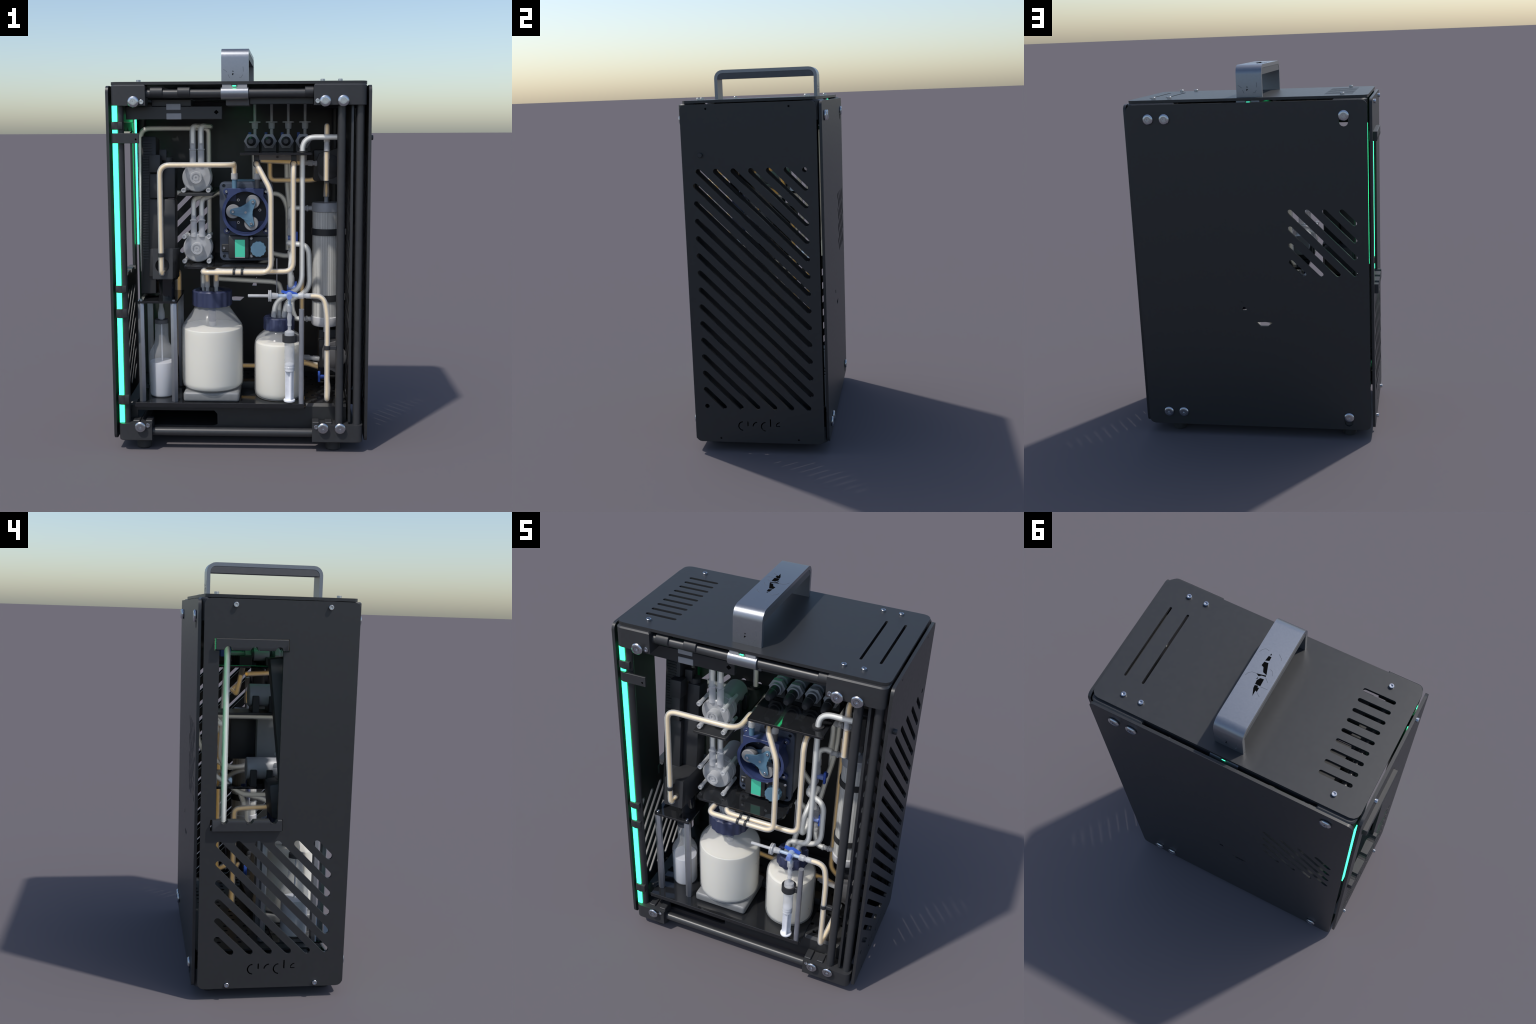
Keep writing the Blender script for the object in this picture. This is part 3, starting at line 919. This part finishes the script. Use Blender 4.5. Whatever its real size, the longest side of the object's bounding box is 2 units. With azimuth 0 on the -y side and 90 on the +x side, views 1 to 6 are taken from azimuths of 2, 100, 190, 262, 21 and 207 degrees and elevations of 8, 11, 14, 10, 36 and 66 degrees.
# ------------------------------------------------------------------ four pinch valves on the valve shelf
vx0 = 0.0550
v0 = empty("pinch_valve", root, (vx0, 0, 1.5540))
bm = bmesh.new()
add_box(bm, (-0.0385, -0.095, -0.0538), (0.0385, -0.030, -0.010), 0.002, 1)
finish("valve_foot", bm, BLACKP, v0)
bm = bmesh.new()
add_box(bm, (-0.036, 0.040, -0.0538), (0.036, 0.105, -0.006), 0.002, 1)
finish("valve_foot", bm, BLACKP, v0)
lathe("valve_coil", (0, 0.030, 0), (0, -1, 0), [(0.030, 0), (0.0322, 0.002), (0.0322, 0.078), (0.030, 0.080)], MOTOR, v0)
lathe("valve_nut", (0, -0.078, 0), (0, -1, 0), [(0.0395, 0), (0.0405, 0.001), (0.0405, 0.022), (0.038, 0.0235)], GREYP, v0, n=6, rot=math.radians(0))
bm = bmesh.new()
add_lathe(bm, (0, -0.1015, 0), (0, -1, 0), [(0.0265, 0), (0.0265, 0.014), (0.0290, 0.0145), (0.0290, 0.0190), (0.0265, 0.0195)], 32)
finish("valve_collar", bm, GREYP, v0)
lathe("valve_plunger", (0, -0.1210, 0), (0, -1, 0), [(0.0225, 0), (0.0225, 0.024), (0.0238, 0.025), (0.0238, 0.036), (0.0225, 0.037), (0.0215, 0.062), (0.0165, 0.080), (0.0115, 0.0865)], BLACKP, v0, n=28)
lathe("valve_rear_nut", (0, 0.074, 0), (0, -1, 0), [(0.0280, 0), (0.0280, 0.032)], GREYP, v0, n=6)
lathe("valve_ring", (0, 0.0415, 0), (0, -1, 0), [(0.0345, 0), (0.0345, 0.0115)], BLACKP, v0, n=28)
lathe("valve_stem", (0, 0.180, 0.004), (0, -1, 0), [(0.0095, 0), (0.0105, 0.005), (0.0105, 0.105)], FROST, v0, n=20)
lathe("valve_port", (0.0110, 0.020, 0.033), (0, 0, 1), [(0.0085, 0), (0.0085, 0.028), (0.0155, 0.030), (0.0170, 0.045), (0.0170, 0.060), (0.0305, 0.0605), (0.0305, 0.0675), (0.0075, 0.068), (0.0075, 0.170), (0.0065, 0.172)], FROST, v0, n=28)
box("valve_tab", (-0.0300, 0.150, -0.012), (-0.0150, 0.200, 0.045), BLUE, v0, 0.001, 1)
for k in range(1, 4):
    dup(v0, (vx0 + 0.0870 * k, 0, 1.5540))

# ------------------------------------------------------------------ bottles
def ribbed_cap(name, c, r, z0, z1, ribs, amp, hole, mat, parent):
    n = ribs * 8
    bm = bmesh.new()
    def ring(rad, z, a):
        return [bm.verts.new((c[0] + (rad + a * math.sin(ribs * 2 * math.pi * k / n)) * math.cos(2 * math.pi * k / n),
                              c[1] + (rad + a * math.sin(ribs * 2 * math.pi * k / n)) * math.sin(2 * math.pi * k / n), z)) for k in range(n)]
    rows = [ring(r * 0.86, z0, 0), ring(r - amp, z0, amp), ring(r - amp, z1 - 0.006, amp), ring(r - amp * 2 - 0.004, z1, amp * 0.4), ring(hole, z1, 0), ring(hole, z1 - 0.018, 0)]
    for a, b in zip(rows, rows[1:]):
        for k in range(n):
            bm.faces.new((a[k], a[(k + 1) % n], b[(k + 1) % n], b[k]))
    bm.faces.new(rows[0][::-1]); bm.faces.new(rows[-1])
    return finish(name, bm, mat, parent, angle=40)

def bottle(name, c, prof, liq, liqmat):
    b = empty(name, root)
    bm = bmesh.new()
    o = (c[0], c[1], 0)
    add_lathe(bm, o, (0, 0, 1), prof, 56)
    finish("bottle_wall", bm, GLASS, b, angle=40)
    bm = bmesh.new()
    add_lathe(bm, o, (0, 0, 1), liq, 56)
    finish("liquid", bm, liqmat, b, angle=40)
    return b

BC = (-0.1520, -0.1378)
big = bottle("large_media_bottle", BC,
             [(0.128, 0.2845), (0.146, 0.288), (0.1565, 0.300), (0.1590, 0.318), (0.1590, 0.590), (0.1560, 0.606), (0.149, 0.620), (0.112, 0.672), (0.098, 0.692), (0.090, 0.708), (0.088, 0.735)],
             [(0.126, 0.2890), (0.143, 0.2925), (0.1520, 0.304), (0.1540, 0.320), (0.1540, 0.6000), (0.1515, 0.6025)], MILK)
ribbed_cap("screw_cap", BC, 0.1030, 0.7170, 0.7955, 16, 0.0022, 0.064, NAVY, big)
cyl("dip_tube", (BC[0], BC[1], 0.335), (BC[0], BC[1], 0.705), 0.019, GREYP, big)
lathe("dip_tube_plug", (BC[0], BC[1], 0.628), (0, 0, 1), [(0.0195, 0), (0.0205, 0.085)], NAVY, big, n=24)
lathe("cap_disc", (BC[0], BC[1], 0.779), (0, 0, 1), [(0.062, 0), (0.062, 0.004)], FROST2, big)
box("weighing_scale", (-0.2935, -0.2690, 0.2322), (-0.0070, 0.010, 0.2838), GREYT, root, 0.014, 4)

MC = (0.1945, -0.1335)
med = bottle("medium_media_bottle", MC,
             [(0.098, 0.2322), (0.116, 0.2350), (0.1255, 0.246), (0.1285, 0.264), (0.1285, 0.500), (0.1255, 0.524), (0.116, 0.545), (0.100, 0.562), (0.080, 0.578), (0.073, 0.592), (0.072, 0.605)],
             [(0.094, 0.2370), (0.110, 0.2395), (0.1190, 0.250), (0.1215, 0.268), (0.1215, 0.498), (0.1190, 0.520), (0.112, 0.5262), (0.108, 0.5268)], MILK)
ribbed_cap("screw_cap", MC, 0.0808, 0.5900, 0.6555, 14, 0.0018, 0.050, NAVY, med)
lathe("cap_disc", (MC[0], MC[1], 0.640), (0, 0, 1), [(0.048, 0), (0.048, 0.0035)], FROST2, med)

SC = (-0.4180, -0.1400)
vial = bottle("small_sample_bottle", SC,
              [(0.055, 0.2322), (0.062, 0.2345), (0.0665, 0.243), (0.0675, 0.440), (0.0655, 0.462), (0.054, 0.488), (0.040, 0.510), (0.0355, 0.530), (0.0340, 0.6180)],
              [(0.053, 0.2355), (0.060, 0.2375), (0.0635, 0.246), (0.0635, 0.4130), (0.062, 0.4145)], WHITEL)
ring_bm = bmesh.new()
add_ring(ring_bm, (SC[0], SC[1], 0.617), (0, 0, 1), 0.016, 0.0350, 0, 0.0195, 32)
finish("vial_collar", ring_bm, DGREY, vial)
lathe("vial_needle", (SC[0], SC[1], 0.30), (0, 0, 1), [(0.004, 0), (0.004, 0.33)], WHITEP, vial, n=10)
lathe("vial_spout", (SC[0], SC[1], 0.630), (0, 0, 1), [(0.010, 0), (0.0100, 0.010), (0.0178, 0.0112), (0.0178, 0.040), (0.0135, 0.060), (0.0105, 0.078), (0.0115, 0.112)], FROST2, vial, n=24)

# barbs on caps
barbs = empty("cap_barbs", root)
bm = bmesh.new()
for x, y, z0, z1, r in ((-0.1960, -0.150, 0.775, 0.835, 0.0075), (-0.1730, -0.165, 0.775, 0.835, 0.0105), (-0.1290, -0.160, 0.775, 0.835, 0.0105),
                        (0.1660, -0.145, 0.636, 0.680, 0.0105), (0.1945, -0.120, 0.636, 0.680, 0.0105), (0.2210, -0.145, 0.636, 0.680, 0.0105)):
    add_cyl(bm, (x, y, z0), (x, y, z1), r, 16)
finish("hose_barbs", bm, FROST2, barbs)["kind"] = "stuff"
cyl("sensor_plug", (-0.1500, -0.170, 0.775), (-0.1500, -0.170, 0.812), 0.012, BLACKP, barbs)

# ------------------------------------------------------------------ syringe on its rod, with three-way tap
syr = empty("syringe_station", root)
RX, RY = 0.3085, -0.3240
cyl("support_rod", (RX, RY, 0.2380), (RX, RY, 0.7310), 0.0128, POST, syr)
lathe("rod_foot", (RX, RY, 0.2321), (0, 0, 1), [(0.0095, 0), (0.0095, 0.006)], STEEL, syr, n=20)
SX, SY = 0.2490, -0.3160
bm = bmesh.new()
add_ring(bm, (SX, SY, 0.5640), (0, 0, 1), 0.0285, 0.0362, 0, 0.0350, 40)
add_box(bm, (SX + 0.033, SY - 0.010, 0.566), (RX - 0.004, SY + 0.008, 0.597), 0.002, 1)
finish("syringe_ring", bm, BLACKP, syr)
lathe("syringe_barrel", (SX, SY, 0.4150), (0, 0, 1), [(0.0248, 0), (0.0248, 0.196), (0.023, 0.2005), (0.0105, 0.2075), (0.0085, 0.2120), (0.0085, 0.228), (0.0110, 0.232), (0.0095, 0.250), (0.0125, 0.268), (0.0118, 0.280), (0.0085, 0.300), (0.0085, 0.312)], FROST, syr)
bm = bmesh.new()
add_lathe(bm, (SX, SY, 0.4150), (0, 0, 1), [(0.0240, 0), (0.0245, 0.004), (0.0222, 0.008), (0.0222, 0.011), (0.0248, 0.015), (0.0248, 0.021), (0.0225, 0.024), (0.0225, 0.027), (0.0245, 0.030), (0.0235, 0.036), (0.010, 0.042), (0.001, 0.044)], 32)
for a in (22, 112):
    c, s = math.cos(math.radians(a)), math.sin(math.radians(a))
    M = Matrix.Translation((SX, SY, 0)) @ Matrix.Rotation(math.radians(a), 4, 'Z')
    b2 = bmesh.new()
    add_box(b2, (-0.0225, -0.0022, 0.2680), (0.0225, 0.0022, 0.4160))
    bmesh.ops.transform(b2, matrix=M, verts=b2.verts[:])
    me = bpy.data.meshes.new("t"); b2.to_mesh(me); b2.free()
    bm.from_mesh(me); bpy.data.meshes.remove(me)
add_lathe(bm, (SX, SY, 0.2570), (0, 0, 1), [(0.0265, 0), (0.0290, 0.002), (0.0290, 0.009), (0.0265, 0.0115)], 32)
finish("syringe_plunger", bm, WHITEP, syr)
# tap
HX, HY, HZ = 0.2480, -0.3160, 0.7965
bm = bmesh.new()
add_cyl(bm, (HX - 0.062, HY, HZ), (HX - 0.012, HY, HZ), 0.0085, 20)
add_cyl(bm, (HX + 0.012, HY, HZ), (HX + 0.045, HY, HZ), 0.0085, 20)
add_cyl(bm, (HX, HY, HZ - 0.012), (HX, HY, HZ - 0.052), 0.0082, 20)
add_cyl(bm, (HX, HY + 0.016, HZ), (HX, HY - 0.012, HZ), 0.0165, 24)
finish("tap_body", bm, BLUEC, syr)
cyl("tap_core", (HX, HY - 0.004, HZ), (HX, HY - 0.036, HZ), 0.0130, PBLUE, syr)
bm = bmesh.new()
pts = [(-0.041, 0.010), (-0.039, 0.020), (-0.016, 0.0145), (0.000, 0.020), (0.012, 0.016), (0.041, 0.004), (0.041, -0.006), (0.012, 0.000), (-0.012, 0.000)]
fr = [bm.verts.new((HX + x, HY + 0.028, HZ + z + 0.004)) for x, z in pts]
bk = [bm.verts.new((HX + x, HY + 0.015, HZ + z + 0.004)) for x, z in pts]
bm.faces.new(fr); bm.faces.new(bk[::-1])
for k in range(len(pts)):
    j = (k + 1) % len(pts)
    bm.faces.new((fr[k], fr[j], bk[j], bk[k]))
finish("tap_lever", bm, BLUE, syr)
bm = bmesh.new()
add_lathe(bm, (HX - 0.205, HY, HZ - 0.0005), (1, 0, 0), [(0.0072, 0), (0.0076, 0.001), (0.0076, 0.100), (0.0285, 0.1005), (0.0285, 0.1065), (0.0250, 0.1070), (0.0250, 0.1085), (0.0285, 0.1090), (0.0285, 0.1155), (0.0155, 0.1160), (0.0155, 0.128), (0.0125, 0.150)], 36)
finish("filter_disc", bm, FROST2, syr)
bm = bmesh.new()
add_lathe(bm, (HX + 0.044, HY, HZ), (1, 0, 0), [(0.0145, 0), (0.0155, 0.003), (0.0155, 0.024), (0.0130, 0.027), (0.0100, 0.033), (0.0100, 0.055)], 28)
finish("luer_lock", bm, FROST2, syr)
bm = bmesh.new()
add_lathe(bm, (HX, HY, HZ - 0.082), (0, 0, 1), [(0.0110, 0), (0.0150, 0.006), (0.0150, 0.036), (0.0120, 0.040)], 28)
finish("luer_lock", bm, FROST2, syr)

# ------------------------------------------------------------------ hollow fibre filter column
fil = empty("filter_column", root)
FX, FY = 0.4390, 0.0040
lathe("fibre_bundle", (FX, FY, 0.600), (0, 0, 1), [(0.069, 0), (0.0705, 0.002), (0.0705, 0.620), (0.069, 0.622)], FIBRE, fil, n=48)
lathe("column_wall", (FX, FY, 0.605), (0, 0, 1), [(0.0725, 0), (0.0725, 0.610)], pbr("column_wall", (0.8, 0.81, 0.82), 0.1, alpha=0.12), fil, n=48)
lathe("column_cap", (FX, FY, 1.1870), (0, 0, 1), [(0.0735, 0), (0.0758, 0.003), (0.0758, 0.040), (0.0715, 0.048), (0.0120, 0.049), (0.0110, 0.062), (0.0105, 0.078)], MOTOR, fil, n=48)
lathe("column_cap", (FX, FY, 0.6320), (0, 0, -1), [(0.0735, 0), (0.0758, 0.003), (0.0758, 0.040), (0.0700, 0.050), (0.0120, 0.051), (0.0110, 0.090)], CAPW, fil, n=48)
for z in (1.0655, 0.7160):
    bm = bmesh.new()
    add_ring(bm, (FX, FY, z), (0, 0, 1), 0.0728, 0.0765, 0, 0.0345, 48)
    add_box(bm, (FX + 0.07, FY - 0.02, z + 0.002), (0.5430, FY + 0.02, z + 0.032))
    finish("column_strap", bm, BLACKP, fil)
for z in (1.2040, 0.6110):
    bm = bmesh.new()
    add_lathe(bm, (FX - 0.072, FY, z), (-1, 0, 0), [(0.0125, 0), (0.0120, 0.022), (0.0165, 0.023), (0.0165, 0.030), (0.0120, 0.033), (0.0120, 0.052), (0.0160, 0.053), (0.0160, 0.060)], 24)
    finish("column_port", bm, FROST2, fil)
lathe("column_spigot", (FX, FY, 1.262), (0, 0, 1), [(0.0125, 0), (0.0155, 0.003), (0.0150, 0.028), (0.0135, 0.060), (0.0120, 0.075), (0.0140, 0.095), (0.0145, 0.145)], FROST, fil, n=24)
lathe("spigot_fluid", (FX, FY, 1.266), (0, 0, 1), [(0.003, 0), (0.0065, 0.025), (0.0045, 0.055), (0.0035, 0.066)], AMBER, fil, n=14)

# rotary valve drive above, and its twin below the column
def rotary_drive(z, x, y, body, face):
    e = empty("rotary_valve_drive", root)
    sheet("drive_plate", [(x - 0.045, z - 0.045), (x - 0.050, z + 0.038), (x - 0.038, z + 0.068), (x + 0.015, z + 0.078), (x + 0.055, z + 0.095), (x + 0.055, z - 0.090), (x + 0.02, z - 0.085), (x, z - 0.070), (x - 0.030, z - 0.072)],
          [], 0.020, (0, y, 0), (1, 0, 0), (0, 0, 1), body, e, bev=0.002)
    bm = bmesh.new()
    add_box(bm, (x - 0.068, y + 0.022, z - 0.075), (x + 0.06, y + 0.085, z + 0.085), 0.012)
    finish("drive_body", bm, BLACKP, e)
    lathe("drive_disc", (x + 0.015, y - 0.0005, z), (0, -1, 0), [(0.060, 0), (0.064, 0.003), (0.064, 0.018), (0.058, 0.022)], face, e, n=28)
    return e
rotary_drive(1.425, 0.435, -0.105, BLACKP, BLACKP)
rotary_drive(0.425, 0.470, -0.060, DGREY, DGREY)
box("lower_drive_block", (0.402, 0.00, 0.30), (0.52, 0.10, 0.556), BLACKP, root, 0.015)

def luer_stack(p0, p1, parent, mat=FROST):
    p0, p1 = V(p0), V(p1)
    L = (p1 - p0).length
    bm = bmesh.new()
    prof = [(0.0105, 0), (0.0105, 0.14), (0.0150, 0.15), (0.0155, 0.45), (0.0120, 0.50), (0.0115, 0.62), (0.0142, 0.66), (0.0142, 0.98), (0.0120, 1.0)]
    add_lathe(bm, p0, p1 - p0, [(r, h * L) for r, h in prof], 22)
    return finish("luer_fitting", bm, mat, parent)

fit = empty("fittings", root)
luer_stack((0.330, -0.100, 1.4445), (0.402, -0.105, 1.4400), fit)
luer_stack((0.306, -0.02, 0.408), (0.410, -0.03, 0.402), fit)
luer_stack((0.431, -0.220, 1.520), (0.436, -0.150, 1.470), fit)
luer_stack((0.431, -0.220, 1.590), (0.431, -0.220, 1.505), fit)
luer_stack((0.2480, -0.002, 1.165), (0.2475, 0.010, 1.060), fit)
luer_stack((0.2500, -0.045, 1.000), (0.2600, -0.040, 0.880), fit)
luer_stack((0.2440, 0.012, 1.020), (0.2440, -0.080, 1.030), fit)
luer_stack((0.2600, 0.006, 0.860), (0.2620, 0.010, 0.700), fit)

def stopcock(c, parent):
    """white three-way tap with a blue lever facing +x"""
    x, y, z = c
    bm = bmesh.new()
    add_cyl(bm, (x - 0.022, y, z), (x + 0.020, y, z), 0.0150, 22)
    finish("stopcock_core", bm, PBLUE, parent)
    bm = bmesh.new()
    add_box(bm, (x + 0.018, y - 0.010, z - 0.034), (x + 0.031, y + 0.008, z + 0.034), 0.003)
    add_box(bm, (x + 0.018, y - 0.006, z - 0.010), (x + 0.031, y + 0.034, z + 0.010), 0.003)
    return finish("stopcock_lever", bm, BLUE, parent)
stopcock((0.2600, 0.010, 1.045), fit)
stopcock((0.2560, 0.004, 0.780), fit)
bm = bmesh.new()
add_box(bm, (0.4010, -0.020, 0.2700), (0.4140, 0.000, 0.3270), 0.003)
add_cyl(bm, (0.414, -0.010, 0.297), (0.440, -0.010, 0.297), 0.011, 16)
finish("stopcock_lever", bm, BLUE, fit)

# tube straps holding the two lower supply tubes
bm = bmesh.new()
for x in (-0.0255, 0.0145):
    add_cyl(bm, (x - 0.006, -0.3270, 0.9140), (x + 0.006, -0.3270, 0.9140), 0.0170, 20, 0.001)
    add_cyl(bm, (x - 0.006, -0.2915, 0.9140), (x + 0.006, -0.2915, 0.9140), 0.0170, 20, 0.001)
    add_box(bm, (x - 0.006, -0.312, 0.911), (x + 0.006, -0.300, 0.9217))
finish("tube_straps", bm, BLACKP, fit)
bm = bmesh.new()
add_cyl(bm, (-0.3837, -0.3330, 0.9915), (-0.3837, -0.3330, 1.0110), 0.0162, 22, 0.001)
add_box(bm, (-0.390, -0.322, 0.993), (-0.377, -0.262, 1.009), 0.002, 1)
finish("tube_clip", bm, BLACKP, fit)
bm = bmesh.new()
add_cyl(bm, (0.4360, -0.3235, 0.5260), (0.4360, -0.3235, 0.5475), 0.0162, 22, 0.001)
add_box(bm, (0.448, -0.330, 0.527), (0.482, -0.310, 0.5465), 0.002, 1)
finish("tube_clip", bm, BLACKP, fit)

# ------------------------------------------------------------------ tubing
tb = empty("tubing", root)
# slanted nozzle to roller pump
tube([(-0.3837, -0.215, 0.9050), (-0.3837, -0.333, 0.9050), (-0.3837, -0.333, 1.4420), (-0.030, -0.333, 1.4420), (-0.030, -0.177, 1.4420), (-0.0301, -0.177, 1.372)], AMBER, tb, [0.03, 0.05, 0.06, 0.04, 0.03], ends=(0, 0.02))
# roller pump to large bottle
tube([(0.0852, -0.177, 1.372), (0.0852, -0.177, 1.446), (0.0853, -0.275, 1.446), (0.157, -0.327, 1.318), (0.157, -0.327, 0.9140), (-0.1820, -0.327, 0.9140), (-0.1760, -0.190, 0.9140), (-0.1730, -0.165, 0.815)], AMBER, tb, [0.03, 0.04, 0.04, 0.05, 0.035, 0.04], ends=(0.02, 0.03))
# second supply tube
tube([(0.335, -0.100, 1.4445), (0.270, -0.150, 1.4455), (0.2680, -0.272, 1.4455), (0.2665, -0.2915, 1.400), (0.2665, -0.2915, 0.9140), (-0.110, -0.2915, 0.9140), (-0.1250, -0.175, 0.9140), (-0.1290, -0.160, 0.815)], AMBER, tb, [0.03, 0.03, 0.03, 0.05, 0.04, 0.04], ends=(0.02, 0.03))
# through the valve shelf to the medium bottle
tube([(0.480, -0.2500, 1.574), (0.3105, -0.2475, 1.574), (0.3105, -0.2475, 0.830), (0.178, -0.158, 0.735), (0.1660, -0.145, 0.655)], PALE, tb, [0.065, 0.06, 0.04], ends=(0, 0.03))
tube([(0.245, -0.100, 1.034), (0.252, -0.1300, 1.034), (0.345, -0.168, 1.030), (0.352, -0.190, 0.800), (0.232, -0.155, 0.735), (0.2210, -0.145, 0.655)], PALE, tb, [0.02, 0.06, 0.06, 0.04], ends=(0, 0.03))
tube([(-0.140, 0.080, 0.815), (0.190, 0.060, 0.800), (0.205, -0.060, 0.770), (0.1945, -0.120, 0.740), (0.1945, -0.120, 0.655)], PALE, tb, [0.05, 0.05, 0.03], ends=(0, 0.03))
tube([(0.265, -0.020, 1.000), (0.258, -0.120, 0.965), (0.2515, -0.182, 0.900), (0.2520, -0.190, 0.822), (0.256, -0.120, 0.825), (0.258, -0.100, 0.862)], PALE, tb, [0.05, 0.05, 0.035, 0.03])
# sampling tap to the right drive
tube([(HX + 0.080, HY, HZ), (0.4180, -0.316, HZ - 0.001), (0.4360, -0.3235, 0.700), (0.4370, -0.3230, 0.262), (0.4480, -0.190, 0.300), (0.4460, -0.050, 0.300)], AMBER, tb, [0.06, 0.05, 0.03, 0.05], ends=(0.026, 0.03))
# pump outlet loops (paired tubes bending to the rear)
for x in (-0.2405, -0.1990):
    tube([(x, -0.158, 1.515), (x, -0.158, 1.622), (x + 0.004, -0.090, 1.630), (x + 0.010, 0.255, 1.630)], PALE, tb, [0.035, 0.03], ro=0.0150, ends=(0.030, 0))
    tube([(x, -0.158, 1.158), (x, -0.158, 1.262), (x + 0.030, -0.060, 1.268), (x + 0.045, 0.245, 1.268)], PALE, tb, [0.035, 0.03], ends=(0.022, 0))
tube([(-0.5720, 0.232, 0.8300), (-0.5720, 0.232, 1.6215), (-0.200, 0.262, 1.6215), (-0.200, 0.262, 0.990), (-0.205, 0.10, 0.880), (-0.197, -0.150, 0.875), (-0.1960, -0.150, 0.810)], PALE, tb, [0.055, 0.03, 0.05, 0.03, 0.03], ends=(0, 0.02))
tube([(-0.480, 0.245, 1.268), (-0.10, 0.245, 1.268), (0.20, 0.250, 1.262), (0.235, 0.250, 1.190), (0.238, 0.25, 0.95)], PALE, tb, 0.05)
# valve drains running down to the stopcocks
tube([(0.142, 0.070, 1.485), (0.142, 0.100, 1.345), (0.375, 0.100, 1.345), (0.415, 0.060, 1.370)], AMBER, tb, [0.03, 0.04], ends=(0.045, 0.01))
tube([(0.229, 0.245, 1.485), (0.232, 0.245, 1.300), (0.2500, 0.200, 1.160), (0.256, 0.140, 1.095)], PALE, tb, [0.08, 0.08], ends=(0.045, 0.01))
tube([(0.241, 0.310, 1.485), (0.2470, 0.310, 1.250), (0.252, 0.280, 1.020), (0.255, 0.120, 0.930), (0.258, 0.050, 0.880)], PALE, tb, [0.10, 0.12, 0.06])
tube([(0.308, 0.015, 1.2040), (0.2700, 0.020, 1.2040), (0.2480, -0.002, 1.200), (0.2480, -0.002, 1.145)], PALE, tb, [0.02, 0.03])
tube([(0.308, 0.004, 0.6110), (0.280, 0.006, 0.612), (0.262, 0.010, 0.66), (0.262, 0.010, 0.715)], PALE, tb, [0.03, 0.03])
tube([(0.055, 0.17, 1.485), (0.057, 0.175, 1.36), (0.06, 0.19, 1.0), (0.14, 0.12, 0.95), (0.225, 0.04, 0.945), (0.255, 0.01, 0.955)], PALE, tb, [0.05, 0.08, 0.05, 0.04])
# amber return lines
tube([(0.3160, 0.167, 1.200), (0.3160, 0.167, 0.335), (0.3800, 0.120, 0.330), (0.450, 0.080, 0.330)], AMBER, tb, [0.06, 0.03])
tube([(-0.360, -0.010, 0.852), (-0.362, 0.110, 0.846), (-0.362, 0.157, 0.840), (-0.362, 0.157, 0.330), (-0.100, 0.130, 0.318), (0.250, 0.080, 0.330), (0.330, 0.045, 0.360), (0.420, 0.030, 0.335)], AMBER, tb, [0.04, 0.05, 0.06, 0.05, 0.04, 0.03])
tube([(0.431, -0.220, 1.530), (0.431, -0.220, 1.624), (0.433, -0.160, 1.630), (0.436, -0.110, 1.630)], AMBER, tb, [0.02, 0.03], ends=(0.03, 0))
tube([(0.4300, -0.2160, 1.500), (0.4300, -0.2160, 1.36)], AMBER, tb)
tube([(0.1, 0.056, 1.451), (0.27, -0.09, 1.447)], AMBER, tb)
cyl("thin_rod", (0.1820, -0.100, 0.740), (0.1820, -0.100, 0.952), 0.0032, POST, fit, n=10)
